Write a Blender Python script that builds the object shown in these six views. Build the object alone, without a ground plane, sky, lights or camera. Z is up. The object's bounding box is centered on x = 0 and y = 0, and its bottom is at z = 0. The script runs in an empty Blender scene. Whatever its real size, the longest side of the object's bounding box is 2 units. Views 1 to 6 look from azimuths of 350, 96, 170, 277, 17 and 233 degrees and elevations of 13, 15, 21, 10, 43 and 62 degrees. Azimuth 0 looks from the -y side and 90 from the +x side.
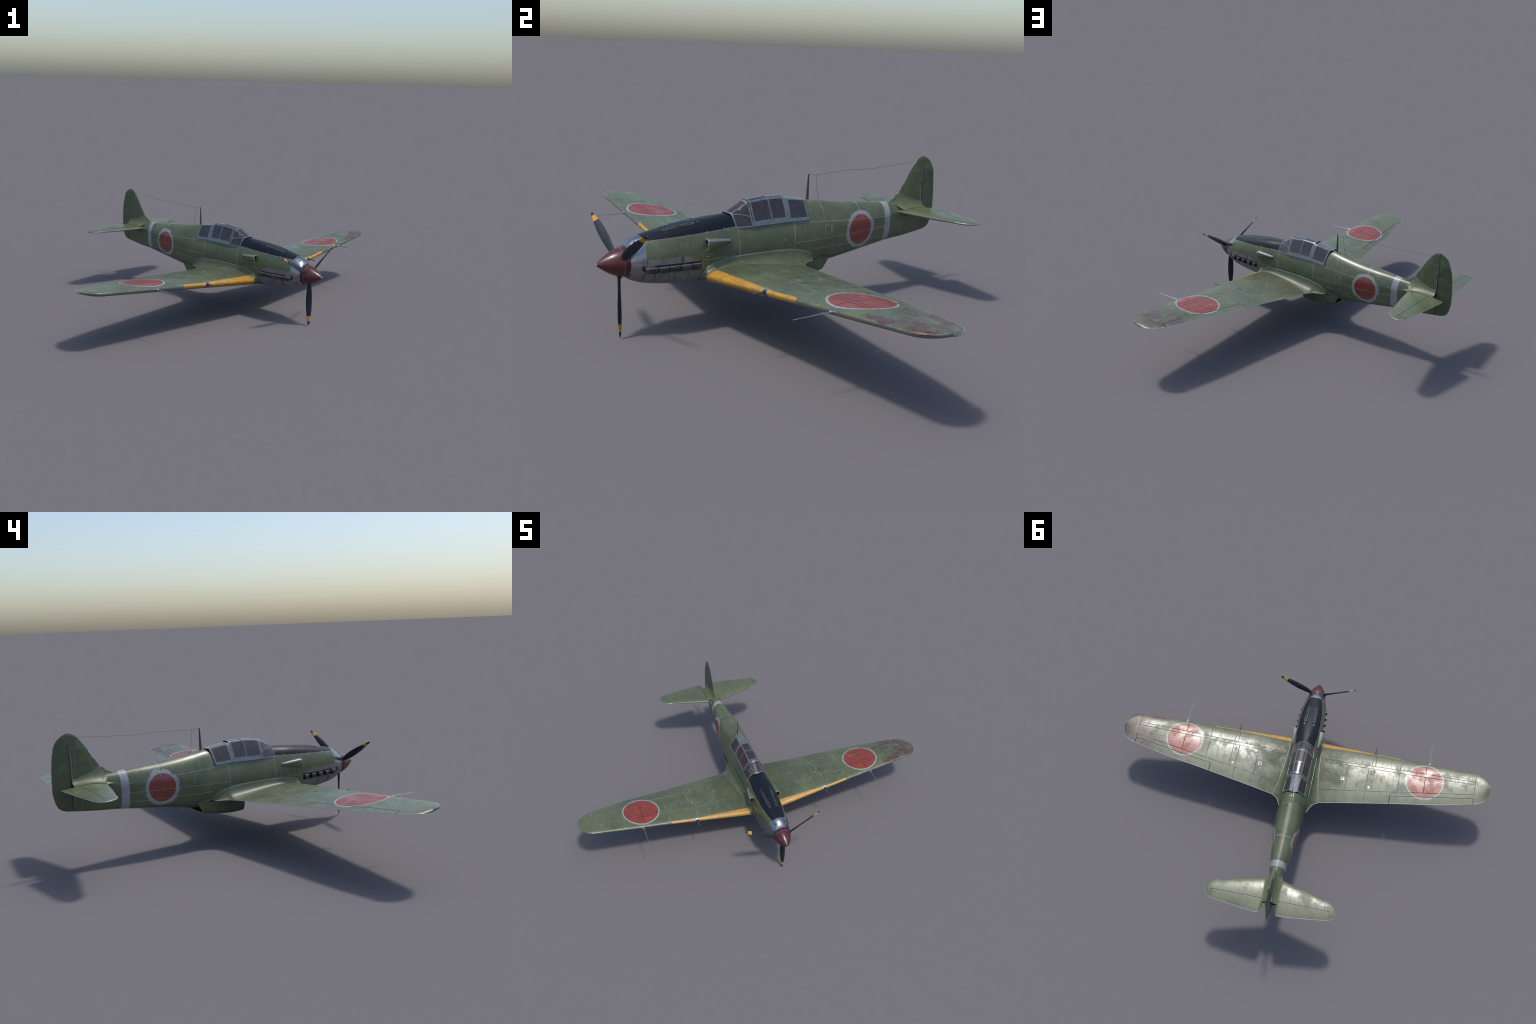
import bpy, bmesh, math, random
import numpy as np
from mathutils import Vector, Matrix

random.seed(7)
YAW = math.radians(40.0)      # the aircraft stands turned 40 degrees about z
X_SHIFT = -0.075              # symmetry plane offset along the span axis

# --------------------------------------------------------------------------
# small numeric helpers
# --------------------------------------------------------------------------
def pchip(xs, ys):
    xs = np.asarray(xs, float); ys = np.asarray(ys, float)
    h = np.diff(xs); d = np.diff(ys) / h
    m = np.zeros_like(ys); m[0] = d[0]; m[-1] = d[-1]
    for i in range(1, len(xs) - 1):
        if d[i - 1] * d[i] > 0:
            w1 = 2 * h[i] + h[i - 1]; w2 = h[i] + 2 * h[i - 1]
            m[i] = (w1 + w2) / (w1 / d[i - 1] + w2 / d[i])
    def f(x):
        x = min(max(x, xs[0]), xs[-1])
        i = min(max(int(np.searchsorted(xs, x)) - 1, 0), len(xs) - 2)
        t = (x - xs[i]) / h[i]
        return float((1 + 2 * t) * (1 - t) ** 2 * ys[i] + t * (1 - t) ** 2 * h[i] * m[i]
                     + t * t * (3 - 2 * t) * ys[i + 1] + t * t * (t - 1) * h[i] * m[i + 1])
    return f

def lerp(a, b, t):
    return a + (b - a) * t

# --------------------------------------------------------------------------
# scene graph helpers
# --------------------------------------------------------------------------
root = bpy.data.objects.new("fighter_plane", None)
bpy.context.collection.objects.link(root)
root.location = (X_SHIFT * math.cos(YAW) + 0.0012, X_SHIFT * math.sin(YAW) + 0.0005, -0.0013)
root.rotation_euler = (0, 0, YAW)
root["label"] = "weathered green single-engine wartime fighter aircraft with red discs"
root["category"] = "airplane"

def add_obj(name, mesh, parent=None, mats=(), smooth=35.0):
    ob = bpy.data.objects.new(name, mesh)
    bpy.context.collection.objects.link(ob)
    ob.parent = parent or root
    for m in mats:
        if m.name not in [s.name for s in mesh.materials if s]:
            mesh.materials.append(m)
    if smooth is not None:
        for p in mesh.polygons:
            p.use_smooth = True
        mesh.set_sharp_from_angle(angle=math.radians(smooth))
    return ob

def bm_mesh(bm, name):
    bmesh.ops.remove_doubles(bm, verts=bm.verts, dist=1e-6)
    bmesh.ops.recalc_face_normals(bm, faces=bm.faces)
    me = bpy.data.meshes.new(name)
    bm.to_mesh(me); bm.free()
    return me

def loft(bm, rings, closed=True, cap0=False, cap1=False, mat=0, matf=None):
    vr = [[bm.verts.new(p) for p in r] for r in rings]
    n = len(rings[0])
    for i in range(len(vr) - 1):
        for j in range(n if closed else n - 1):
            k = (j + 1) % n
            q = [vr[i][j], vr[i][k], vr[i + 1][k], vr[i + 1][j]]
            f = bm.faces.new(q)
            f.material_index = matf(i, j) if matf else mat
    if cap0: bm.faces.new(vr[0]).material_index = mat
    if cap1: bm.faces.new(list(reversed(vr[-1]))).material_index = mat
    return vr

def tube(bm, pts, radii, seg=8, mat=0, sy=1.0):
    pts = [Vector(p) for p in pts]
    if not hasattr(radii, "__len__"): radii = [radii] * len(pts)
    rings = []
    for i, p in enumerate(pts):
        t = (pts[min(i + 1, len(pts) - 1)] - pts[max(i - 1, 0)]).normalized()
        ref = Vector((0, 0, 1)) if abs(t.z) < 0.9 else Vector((1, 0, 0))
        a = t.cross(ref).normalized(); b = t.cross(a).normalized()
        rings.append([p + radii[i] * (math.cos(2 * math.pi * k / seg) * a + sy * math.sin(2 * math.pi * k / seg) * b)
                      for k in range(seg)])
    loft(bm, rings, True, True, True, mat)

def box(bm, c, s, mat=0, rot=None):
    r = bmesh.ops.create_cube(bm, size=1.0)
    M = Matrix.Translation(c) @ (rot or Matrix.Identity(4)) @ Matrix.Diagonal((s[0], s[1], s[2], 1))
    bmesh.ops.transform(bm, matrix=M, verts=r["verts"])
    for f in {f for v in r["verts"] for f in v.link_faces}: f.material_index = mat

# --------------------------------------------------------------------------
# shader expression helper
# --------------------------------------------------------------------------
class V:
    def __init__(s, g, sock): s.g = g; s.s = sock
    def _m(s, op, *o, clamp=False): return s.g.math(op, s, *o, clamp=clamp)
    def __add__(s, o): return s._m('ADD', o)
    __radd__ = __add__
    def __sub__(s, o): return s._m('SUBTRACT', o)
    def __rsub__(s, o): return s.g.math('SUBTRACT', o, s)
    def __mul__(s, o): return s._m('MULTIPLY', o)
    __rmul__ = __mul__
    def __truediv__(s, o): return s._m('DIVIDE', o)
    def abs(s): return s._m('ABSOLUTE')
    def max(s, o): return s._m('MAXIMUM', o)
    def min(s, o): return s._m('MINIMUM', o)
    def step(s, lo, hi):            # 0 below lo, 1 above hi (smooth)
        return s.g.maprange(s, lo, hi)

class G:
    def __init__(s, name):
        s.mat = bpy.data.materials.new(name); s.mat.use_nodes = True
        s.nt = s.mat.node_tree; s.n = s.nt.nodes; s.l = s.nt.links
        s.n.clear()
        s.out = s.n.new('ShaderNodeOutputMaterial')
        s.bsdf = s.n.new('ShaderNodeBsdfPrincipled')
        s.l.new(s.bsdf.outputs[0], s.out.inputs[0])
        tc = s.n.new('ShaderNodeTexCoord')
        s.obj = tc.outputs['Object']
        sep = s.n.new('ShaderNodeSeparateXYZ'); s.l.new(s.obj, sep.inputs[0])
        s.x, s.y, s.z = (V(s, sep.outputs[i]) for i in range(3))
        s.ax = s.x.abs()
    def put(s, sock, val):
        if isinstance(val, V): s.l.new(val.s, sock)
        elif isinstance(val, bpy.types.NodeSocket): s.l.new(val, sock)
        else:
            if sock.type == 'RGBA' and len(val) == 3: val = (*val, 1)
            sock.default_value = val
    def math(s, op, *a, clamp=False):
        nd = s.n.new('ShaderNodeMath'); nd.operation = op; nd.use_clamp = clamp
        for i, v in enumerate(a): s.put(nd.inputs[i], v)
        return V(s, nd.outputs[0])
    def maprange(s, v, lo, hi, a=0.0, b=1.0):
        nd = s.n.new('ShaderNodeMapRange'); nd.interpolation_type = 'SMOOTHSTEP'
        if not isinstance(lo, V) and not isinstance(hi, V) and lo > hi:
            lo, hi, a, b = hi, lo, b, a
        for k, q in (('Value', v), ('From Min', lo), ('From Max', hi), ('To Min', a), ('To Max', b)):
            s.put(nd.inputs[k], q)
        return V(s, nd.outputs[0])
    def comb(s, x, y, z=0.0):
        nd = s.n.new('ShaderNodeCombineXYZ')
        for i, v in enumerate((x, y, z)): s.put(nd.inputs[i], v)
        return V(s, nd.outputs[0])
    def noise(s, scale, detail=4.0, rough=0.6, vec=None, stretch=None, dist=0.0, off=0.0):
        vec = vec.s if isinstance(vec, V) else (vec or s.obj)
        if stretch or off:
            mp = s.n.new('ShaderNodeMapping'); s.l.new(vec, mp.inputs[0])
            mp.inputs['Scale'].default_value = stretch or (1, 1, 1)
            mp.inputs['Location'].default_value = (off, off * 1.7, off * 0.6)
            vec = mp.outputs[0]
        nd = s.n.new('ShaderNodeTexNoise'); s.l.new(vec, nd.inputs['Vector'])
        nd.inputs['Scale'].default_value = scale; nd.inputs['Detail'].default_value = detail
        nd.inputs['Roughness'].default_value = rough; nd.inputs['Distortion'].default_value = dist
        return V(s, nd.outputs[0])
    def mix(s, f, a, b):
        nd = s.n.new('ShaderNodeMix'); nd.data_type = 'RGBA'
        s.put(nd.inputs['Factor'], f); s.put(nd.inputs[6], a); s.put(nd.inputs[7], b)
        return V(s, nd.outputs[2])
    def fmix(s, f, a, b):
        nd = s.n.new('ShaderNodeMix'); nd.data_type = 'FLOAT'
        s.put(nd.inputs['Factor'], f); s.put(nd.inputs[2], a); s.put(nd.inputs[3], b)
        return V(s, nd.outputs[0])
    def seg(s, P, a, b, w):
        """mask of a straight line a-b of half width w; P is a pair of coordinates"""
        u, v = P
        if abs(b[0] - a[0]) < abs(b[1] - a[1]):      # runs mostly along v: swap
            u, v, a, b = v, u, (a[1], a[0]), (b[1], b[0])
        k = (b[1] - a[1]) / (b[0] - a[0])
        t = v if abs(k) < 1e-6 else s.math('MULTIPLY_ADD', u, -k, v)
        m = s.math('COMPARE', t, a[1] - k * a[0], w)
        return m * s.math('COMPARE', u, (a[0] + b[0]) / 2, abs(b[0] - a[0]) / 2 + w)
    def lines(s, P, segs, w):
        m = None
        for q in segs:
            v = s.seg(P, q[0], q[1], q[2] if len(q) > 2 else w)
            m = v if m is None else m.max(v)
        return m
    def poly(s, P, pts, w, closed=False):
        pts = list(pts) + ([pts[0]] if closed else [])
        return s.lines(P, list(zip(pts[:-1], pts[1:])), w)
    def dist(s, P, c):
        P = s.comb(*P)
        a = s.n.new('ShaderNodeVectorMath'); a.operation = 'DISTANCE'
        s.put(a.inputs[0], P); a.inputs[1].default_value = (c[0], c[1], 0)
        return V(s, a.outputs['Value'])
    def finish(s, color, rough=0.4, metal=0.0, height=None, bump=0.4, bdist=0.002, coat=0.0, spec=0.5):
        s.put(s.bsdf.inputs['Base Color'], color); s.put(s.bsdf.inputs['Roughness'], rough)
        s.put(s.bsdf.inputs['Metallic'], metal)
        s.bsdf.inputs['Coat Weight'].default_value = coat
        s.put(s.bsdf.inputs['Specular IOR Level'], spec)
        if height is not None:
            b = s.n.new('ShaderNodeBump'); b.inputs['Strength'].default_value = bump
            b.inputs['Distance'].default_value = bdist
            s.put(b.inputs['Height'], height); s.l.new(b.outputs[0], s.bsdf.inputs['Normal'])
        return s.mat

# palette (linear base colours)
GREEN = (0.096, 0.116, 0.054); GREEN_D = (0.064, 0.080, 0.039); GREEN_L = (0.150, 0.172, 0.108)
PALE = (0.27, 0.31, 0.34); STEEL = (0.26, 0.30, 0.33); RUST = (0.085, 0.022, 0.018)
WHITE = (0.275, 0.292, 0.308); YELLOW = (0.44, 0.238, 0.022)
BLACK = (0.008, 0.011, 0.016); MAROON = (0.060, 0.011, 0.013)

def paint(g, chips_lo=0.64, base=None):
    """weathered green coat: mottled tone, fine grain, pale chips, rust specks"""
    big = g.noise(5.0, 3.0, 0.6); fine = g.noise(210.0, 4.0, 0.75); mid = g.noise(32.0, 5.0, 0.65)
    col = g.mix(big.step(0.32, 0.68), GREEN_D, GREEN) if base is None else base
    col = g.mix(mid.step(0.5, 0.78) * 0.55, col, GREEN_L)
    col = g.mix(fine.step(0.52, 0.72) * 0.5, col, GREEN_L)
    col = g.mix(g.noise(24.0, 6.0, 0.75, off=17.0).step(0.50, 0.72) * 0.45, col, GREEN_D)
    chips = g.noise(105.0, 9.0, 0.8, off=3.1, dist=0.4).step(chips_lo - 0.05, chips_lo + 0.01) * g.noise(7.0, 2.0, off=9.0).step(0.42, 0.62)
    rust = g.noise(85.0, 5.0, 0.6, off=5.0).step(0.655, 0.69) * g.noise(8.0, 2.0, off=2.0).step(0.48, 0.60)
    return col, chips, rust, big, fine, mid

def weather(g, col, lines, chips, rust, line_amt=0.75):
    col = g.mix(chips * 0.42, col, PALE)
    col = g.mix(lines * line_amt, col, PALE)
    return g.mix(rust * 0.9, col, RUST)

# ---- fuselage paint -------------------------------------------------------
def mat_fuselage():
    g = G("fuselage_paint")
    P = (g.y, g.z)
    col, chips, rust, big, fine, mid = paint(g, 0.60)
    jag = (g.noise(60.0, 5.0, 0.8) - 0.5); jag2 = (g.noise(75.0, 8.0, 0.85, off=4.0) - 0.5) + (g.noise(22.0, 2.0, 0.5, off=7.0) - 0.5) * 0.5
    side = g.ax.step(0.015, 0.025)
    # sprayed white field and red disc on both flanks
    d = g.dist(P, (0.550, 0.346))
    ring = (d + jag2 * 0.045).step(0.0915, 0.0865) * side * g.noise(38.0, 6.0, 0.8, off=1.0).step(0.30, 0.46)
    col = g.mix(ring * 0.9, col, WHITE)
    disc = (d + jag * 0.001).step(0.0715, 0.0695) * side
    redc = g.mix(mid.step(0.35, 0.7), (0.165, 0.028, 0.019), (0.215, 0.040, 0.025))
    col = g.mix(disc, col, redc)
    yb = g.y + jag * 0.012
    band = yb.step(0.715, 0.718) * yb.step(0.758, 0.755)
    col = g.mix(band * (0.95 - 0.55 * g.noise(55.0, 6.0, 0.8, off=1.0).step(0.50, 0.66)), col, WHITE)
    # black anti-glare panel ahead of the windscreen
    edge = g.z - (0.400 + (g.y + 0.524) * 0.057)
    black = (edge + jag * 0.0015).step(-0.0006, 0.0006) * g.y.step(-0.123, -0.125) * g.y.step(-0.533, -0.531)
    bcol = g.mix(mid.step(0.60, 0.75) * 0.5, BLACK, (0.045, 0.038, 0.034))
    col = g.mix(black, col, bcol)
    # bare metal: nose cap, dull exhaust panel and chin
    top = g.maprange(g.y, -0.375, -0.29, 0.331, 0.304)
    dull = (g.z - top).step(0.0008, -0.0008) * g.y.step(-0.291, -0.293)
    nose = g.y.step(-0.531, -0.533)
    dullnose = nose * g.z.step(0.318, 0.316)
    dull = dull.max(dullnose)
    shiny = nose * (1.0 - dullnose) * 1.0
    gcol = g.mix(mid.step(0.3, 0.7), (0.145, 0.142, 0.138), (0.215, 0.21, 0.205))
    streak = (g.noise(60.0, 3.0, 0.6, stretch=(0.1, 1.0, 0.08)).step(0.56, 0.62) * g.z.step(0.279, 0.270) * g.z.step(0.222, 0.250)).max(g.noise(60.0, 3.0, 0.6, stretch=(0.1, 1.0, 0.08), off=3.0).step(0.58, 0.64) * g.z.step(0.303, 0.310))
    gcol = g.mix(g.noise(130.0, 4.0, 0.7, off=2.0).step(0.60, 0.70) * 0.7, gcol, (0.06, 0.055, 0.055))
    gcol = g.mix(streak * 0.8, gcol, (0.10, 0.03, 0.028))
    col = g.mix(dull, col, gcol)
    col = g.mix(shiny, col, g.mix(mid.step(0.35, 0.7), (0.25, 0.275, 0.30), (0.34, 0.365, 0.39)))
    seam_b = edge.abs().step(0.0016, 0.0006) * g.y.step(-0.123, -0.125) * g.y.step(-0.533, -0.531)
    low = g.lines(P, [
        ((0.165, 0.413), (0.755, 0.386)), ((0.172, 0.325), (0.720, 0.341)), ((0.275, 0.287), (0.720, 0.293)),
        ((0.170, 0.300), (0.170, 0.412), 0.0017), ((-0.114, 0.300), (-0.114, 0.415)),
        ((0.376, 0.330), (0.376, 0.405), 0.0008), ((0.947, 0.288), (0.947, 0.372), 0.0009),
        ((-0.290, 0.305), (0.170, 0.304), 0.0009), ((-0.290, 0.270), (-0.290, 0.305))], 0.0013)
    hatch = g.poly(P, [(0.335, 0.388), (0.369, 0.388), (0.369, 0.343), (0.335, 0.343)], 0.0010, True) * g.x.step(0, 0.01)
    rnd = ((g.dist(P, (-0.135, 0.335)) - 0.018).abs().step(0.0014, 0.0006) * 0.5
           + g.poly(P, [(-0.075, 0.345), (-0.075, 0.315), (-0.045, 0.315), (-0.045, 0.345)], 0.0009, True) * 0.5) * g.x.step(0, -0.01)
    rings = (g.y - 0.555).abs().step(0.0026, 0.0016) * g.z.step(0.400, 0.404)
    rings = rings.max((g.y - 0.335).abs().step(0.0016, 0.0008) * g.z.step(0.405, 0.409) * 0.7)
    rings = rings.max((g.y + 0.532).abs().step(0.0014, 0.0006) * 0.7)
    rings = rings.max(seam_b * 0.5)
    port = (g.dist(P, (0.845, 0.346)) - 0.0105).abs().step(0.0013, 0.0006) * 0.6
    ln = low.max(hatch).max(rnd).max(rings).max(port)
    ln = ln * g.noise(40.0, 4.0).step(0.25, 0.5)
    bare = shiny.max(dull)
    col = weather(g, col, ln * (1.0 - disc * 0.45) * (1.0 - dull * 0.6), chips * (1.0 - black) * (1.0 - bare), rust * (1.0 - shiny))
    rough = g.fmix(bare, 0.24 + 0.20 * mid, 0.45 + 0.2 * mid)
    rough = g.fmix(shiny, rough, 0.20 + 0.16 * g.noise(20.0, 4.0))
    rough = g.fmix(black, rough, 0.30 + 0.15 * mid)
    metal = shiny.max(dull * 0.25)
    return g.finish(col, rough, metal, (1.0 - ln) * 0.6 + mid * 0.15 + g.noise(12.0, 3.0) * 0.5, 0.25, 0.002, 0.0, 0.65 - black * 0.42)

# ---- wing paint ---------------------------------------------------------
WING_LINES = [
    ((0.15, -0.1415), (0.83, -0.137)), ((0.83, -0.137), (1.16, -0.129)),
    ((0.15, -0.1240), (0.83, -0.1125)), ((0.83, -0.1125), (1.16, -0.110)),
    ((0.13, 0.0865), (0.618, 0.029)), ((0.618, 0.029), (1.16, -0.041)),
    ((1.160, -0.205), (1.160, 0.030), 0.0016),
    ((0.832, -0.225), (0.832, -0.135)), ((0.832, -0.1125), (0.832, 0.000)),
    ((0.662, -0.235), (0.662, -0.139)), ((0.660, -0.114), (0.660, 0.024)),
    ((0.492, -0.242), (0.492, -0.141)), ((0.491, -0.118), (0.491, 0.043)),
    ((0.468, -0.242), (0.468, -0.141)), ((0.451, -0.118), (0.449, 0.140)),
    ((0.316, -0.121), (0.314, 0.064)), ((0.261, 0.071), (0.259, 0.166), 0.0009),
    ((0.222, -0.235), (0.223, -0.146), 0.0007), ((0.312, -0.235), (0.316, -0.146), 0.0007),
    ((0.402, -0.235), (0.406, -0.146), 0.0007), ((0.491, -0.215), (0.466, -0.215), 0.0008),
    ((0.535, -0.235), (0.537, -0.146), 0.0006), ((0.595, -0.235), (0.597, -0.146), 0.0006),
    ((0.150, -0.195), (0.655, -0.188), 0.0006), ((0.545, -0.110), (0.540, 0.030), 0.0006),
    ((0.590, -0.110), (0.588, 0.026), 0.0006), ((0.625, -0.110), (0.623, 0.022), 0.0006),
    ((0.390, -0.115), (0.388, 0.050), 0.0006), ((0.90, -0.095), (1.15, -0.090), 0.0006),
    ((0.90, -0.080), (1.15, -0.073), 0.0006), ((0.90, -0.065), (1.15, -0.058), 0.0006),
    ((0.90, -0.150), (1.15, -0.146), 0.0006), ((0.500, -0.050), (0.655, -0.055), 0.0006),
    ((0.617, 0.052), (0.614, 0.108), 0.0016)]

def mat_wing():
    g = G("wing_paint")
    P = (g.ax, g.y)
    col, chips, rust, big, fine, mid = paint(g, 0.63)
    jag = g.noise(55.0, 5.0, 0.8) - 0.5
    d = g.dist(P, (0.831, -0.079))
    chord_t = (g.y - (g.ax * 0.0775 - 0.2870)) / (0.478 - 0.235 * g.ax)
    upper = (g.z - (0.2244 + 0.1022 * g.ax - 0.0042 * g.ax * g.ax - chord_t * (0.0038 + 0.0066 * g.ax))).step(-0.0012, 0.0006)
    ring = (d + jag * 0.020).step(0.1285, 0.1255) * upper
    col = g.mix(ring * 0.92, col, WHITE)
    disc = (d + jag * 0.002).step(0.1185, 0.1170) * upper
    worn = g.noise(14.0, 6.0, 0.7, dist=1.0, off=6.0).step(0.60, 0.68) * 0.45
    redc = g.mix(worn, g.mix(mid.step(0.35, 0.7), (0.180, 0.032, 0.019), (0.228, 0.044, 0.026)), (0.30, 0.19, 0.165))
    col = g.mix(disc, col, redc)
    # yellow identification strip along the inner leading edge
    ye = g.math('MULTIPLY', jag, 0.002) + g.y - g.maprange(g.ax, 0.50, 0.66, -0.2365, -0.2245)
    yel = ye.step(0.0006, -0.0006) * g.ax.step(0.657, 0.655) * (1.0 - g.ax.step(0.4665, 0.468) * g.ax.step(0.4935, 0.492))
    ycol = g.mix(g.noise(22.0, 5.0, 0.7, off=4.0).step(0.38, 0.62) * 0.75, YELLOW, (0.33, 0.170, 0.035))
    ycol = g.mix(g.noise(30.0, 6.0, 0.75, off=8.0).step(0.56, 0.66) * 0.6, ycol, (0.17, 0.10, 0.05))
    Q = (g.ax, g.y)
    ypan = g.poly(Q, [(0.335, -0.243), (0.335, -0.256), (0.275, -0.258), (0.275, -0.243)], 0.0012, True)
    ypan = ypan.max(g.seg(Q, (0.255, -0.272), (0.255, -0.240), 0.0011)).max(g.seg(Q, (0.205, -0.272), (0.205, -0.240), 0.0006))
    col = g.mix(yel, col, ycol)
    sleeve = g.ax.step(0.4665, 0.468) * g.ax.step(0.4935, 0.492) * g.y.step(-0.232, -0.235)
    col = g.mix(sleeve, col, STEEL)
    ln = g.lines(P, WING_LINES, 0.0019) * upper * (1.0 - yel)
    soft = g.noise(30.0, 4.0).step(0.35, 0.6)
    # dark red spatter over one wing tip, sparser near the roots
    tip = g.x.step(0.92, 1.14)
    stain = (g.noise(17.0, 3.0, 0.6, stretch=(0.6, 1.3, 1)) * 0.6 + g.noise(75.0, 5.0, 0.75) * 0.4 + (tip - 1.0) * 0.12).step(0.440, 0.510) * tip.step(0.05, 0.2)
    lead = (g.y - (g.ax * 0.0775 - 0.2860)).step(0.030, 0.004) * g.noise(26.0, 7.0, 0.8, stretch=(0.5, 1, 1), off=13.0).step(0.50, 0.62) * g.ax.step(0.62, 0.72) * 0.5
    scuff = g.noise(16.0, 7.0, 0.78, off=11.0).step(0.56, 0.66) * (g.y.step(0.02, 0.12) * g.ax.step(0.56, 0.40)) * 0.5
    col = weather(g, col, ln * 0.0, chips.max(scuff).max(lead) * (1.0 - yel) * (1.0 - disc), rust * 0.25)
    col = g.mix(ln * disc * 0.8, col, (0.085, 0.016, 0.012))
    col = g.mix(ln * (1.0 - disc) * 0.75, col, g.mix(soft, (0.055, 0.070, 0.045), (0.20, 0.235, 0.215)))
    col = g.mix(ypan * yel * 0.7, col, (0.20, 0.11, 0.03))
    col = g.mix(stain * upper * 0.92, col, g.mix(g.noise(90.0, 4.0).step(0.45, 0.6), (0.070, 0.022, 0.022), (0.100, 0.070, 0.062)))
    tu = ((g.ax - 1.16) / 0.102).max(0.0); tv = (g.y + 0.0930) / 0.1102
    rim = (tu * tu + tv * tv).step(0.945, 0.965) * g.ax.step(1.165, 1.175) * (0.55 + 0.45 * soft)
    col = g.mix(rim * 0.8, col, (0.20, 0.24, 0.28))
    soot = (g.ax + (g.noise(10.0, 5.0, 0.7, off=31.0) - 0.5) * 0.35).step(0.40, 0.12) * upper * (1.0 - yel)
    col = g.mix(soot * 0.38, col, (0.040, 0.042, 0.032))
    under = g.mix(mid, (0.105, 0.105, 0.10), (0.16, 0.16, 0.152))
    col = g.mix((1.0 - upper) * (1.0 - yel), col, under)
    patch = g.noise(11.0, 6.0, 0.7, off=14.0)
    rough = 0.24 + 0.20 * patch.step(0.40, 0.62) + 0.10 * mid + soot * 0.16 + ln * 0.4
    return g.finish(col, rough, sleeve * 0.8, (1.0 - ln) * 0.9 * upper - ypan * yel * 0.5 + patch * 0.5 + g.noise(6.0, 2.0, off=21.0) * 1.2 + mid * 0.05, 0.35, 0.002, 0.0, (0.70 - soot * 0.25) * (1.0 - ln * 0.8))

# ---- tail paint -----------------------------------------------------------
def mat_tailplane():
    g = G("tailplane_paint")
    P = (g.ax, g.y)
    col, chips, rust, big, fine, mid = paint(g, 0.65)
    ln = g.lines(P, [((0.06, 0.846), (0.325, 0.912), 0.0011), ((0.332, 0.900), (0.336, 0.962), 0.0012),
                     ((0.06, 0.846), (0.045, 0.99)), ((0.150, 1.035), (0.055, 1.048), 0.0009),
                     ((0.20, 0.885), (0.20, 0.96), 0.0006), ((0.12, 0.87), (0.12, 0.96), 0.0006)], 0.0013)
    soft = g.noise(30.0, 4.0).step(0.35, 0.6)
    spots = g.noise(45.0, 4.0, 0.6, off=7.0).step(0.64, 0.69) * g.noise(9.0, 2.0, off=3.0).step(0.48, 0.6)
    upper = g.z.step(0.393, 0.397)
    col = weather(g, col, ln * soft * 0.55 * upper, chips, rust.max(spots * 0.8))
    col = g.mix((1.0 - upper), col, g.mix(mid, (0.12, 0.135, 0.09), (0.16, 0.17, 0.12)))
    patch = g.noise(11.0, 5.0, 0.65, off=14.0)
    return g.finish(col, 0.24 + 0.20 * patch.step(0.40, 0.62) + 0.10 * mid + ln * 0.4, 0.0, (1.0 - ln) * 0.9 + patch * 0.5 + g.noise(7.0, 2.0, off=21.0) * 1.0, 0.35, 0.002, 0.0, 0.68 - ln * 0.5)

def mat_fin():
    g = G("fin_paint")
    P = (g.y, g.z)
    col, chips, rust, big, fine, mid = paint(g, 0.67)
    col = g.mix(0.35, col, (0.055, 0.085, 0.035))
    ln = g.lines(P, [((0.906, 0.586), (0.984, 0.584)), ((0.916, 0.584), (0.868, 0.463), 0.0009),
                     ((0.960, 0.584), (0.972, 0.445), 0.0008), ((0.979, 0.560), (0.981, 0.440), 0.0012),
                     ((0.943, 0.634), (0.930, 0.588), 0.0006), ((0.9835, 0.44), (0.9845, 0.652), 0.0008)], 0.0012)
    cloud = g.noise(18.0, 6.0, 0.75, off=2.0).step(0.50, 0.70) * 0.5
    col = g.mix(cloud, col, (0.14, 0.17, 0.13))
    col = weather(g, col, ln * 0.7, chips, rust)
    return g.finish(col, 0.36 + 0.2 * mid, 0.0, (1.0 - ln) * 0.9 + g.noise(14.0, 3.0) * 0.8, 0.3, 0.002)

def mat_plain_green():
    g = G("fairing_paint")
    col, chips, rust, big, fine, mid = paint(g, 0.66)
    col = weather(g, col, chips * 0.0, chips, rust)
    return g.finish(col, 0.36 + 0.2 * mid, 0.0, mid * 0.2, 0.2, 0.002, 0.0, 0.55)

def mat_worn_edge():
    g = G("worn_metal_edge")
    n = g.noise(60.0, 5.0, 0.7); m = g.noise(18.0, 4.0, off=2.0)
    col = g.mix(n.step(0.45, 0.75), (0.235, 0.28, 0.33), (0.14, 0.17, 0.16))
    return g.finish(col, 0.28 + 0.25 * m, 0.45, n, 0.2, 0.001)

def mat_simple(name, a, b, scale=40.0, rough=(0.35, 0.5), metal=0.0, coat=0.0, bump=0.15, rust=0.0):
    g = G(name)
    n = g.noise(scale, 5.0, 0.65)
    col = g.mix(n.step(0.35, 0.68), a, b)
    if rust:
        col = g.mix(g.noise(90.0, 4.0, off=4.0).step(0.62, 0.70) * rust, col, (0.12, 0.06, 0.04))
    return g.finish(col, g.fmix(n, *rough), metal, n, bump, 0.001, coat)

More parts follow.
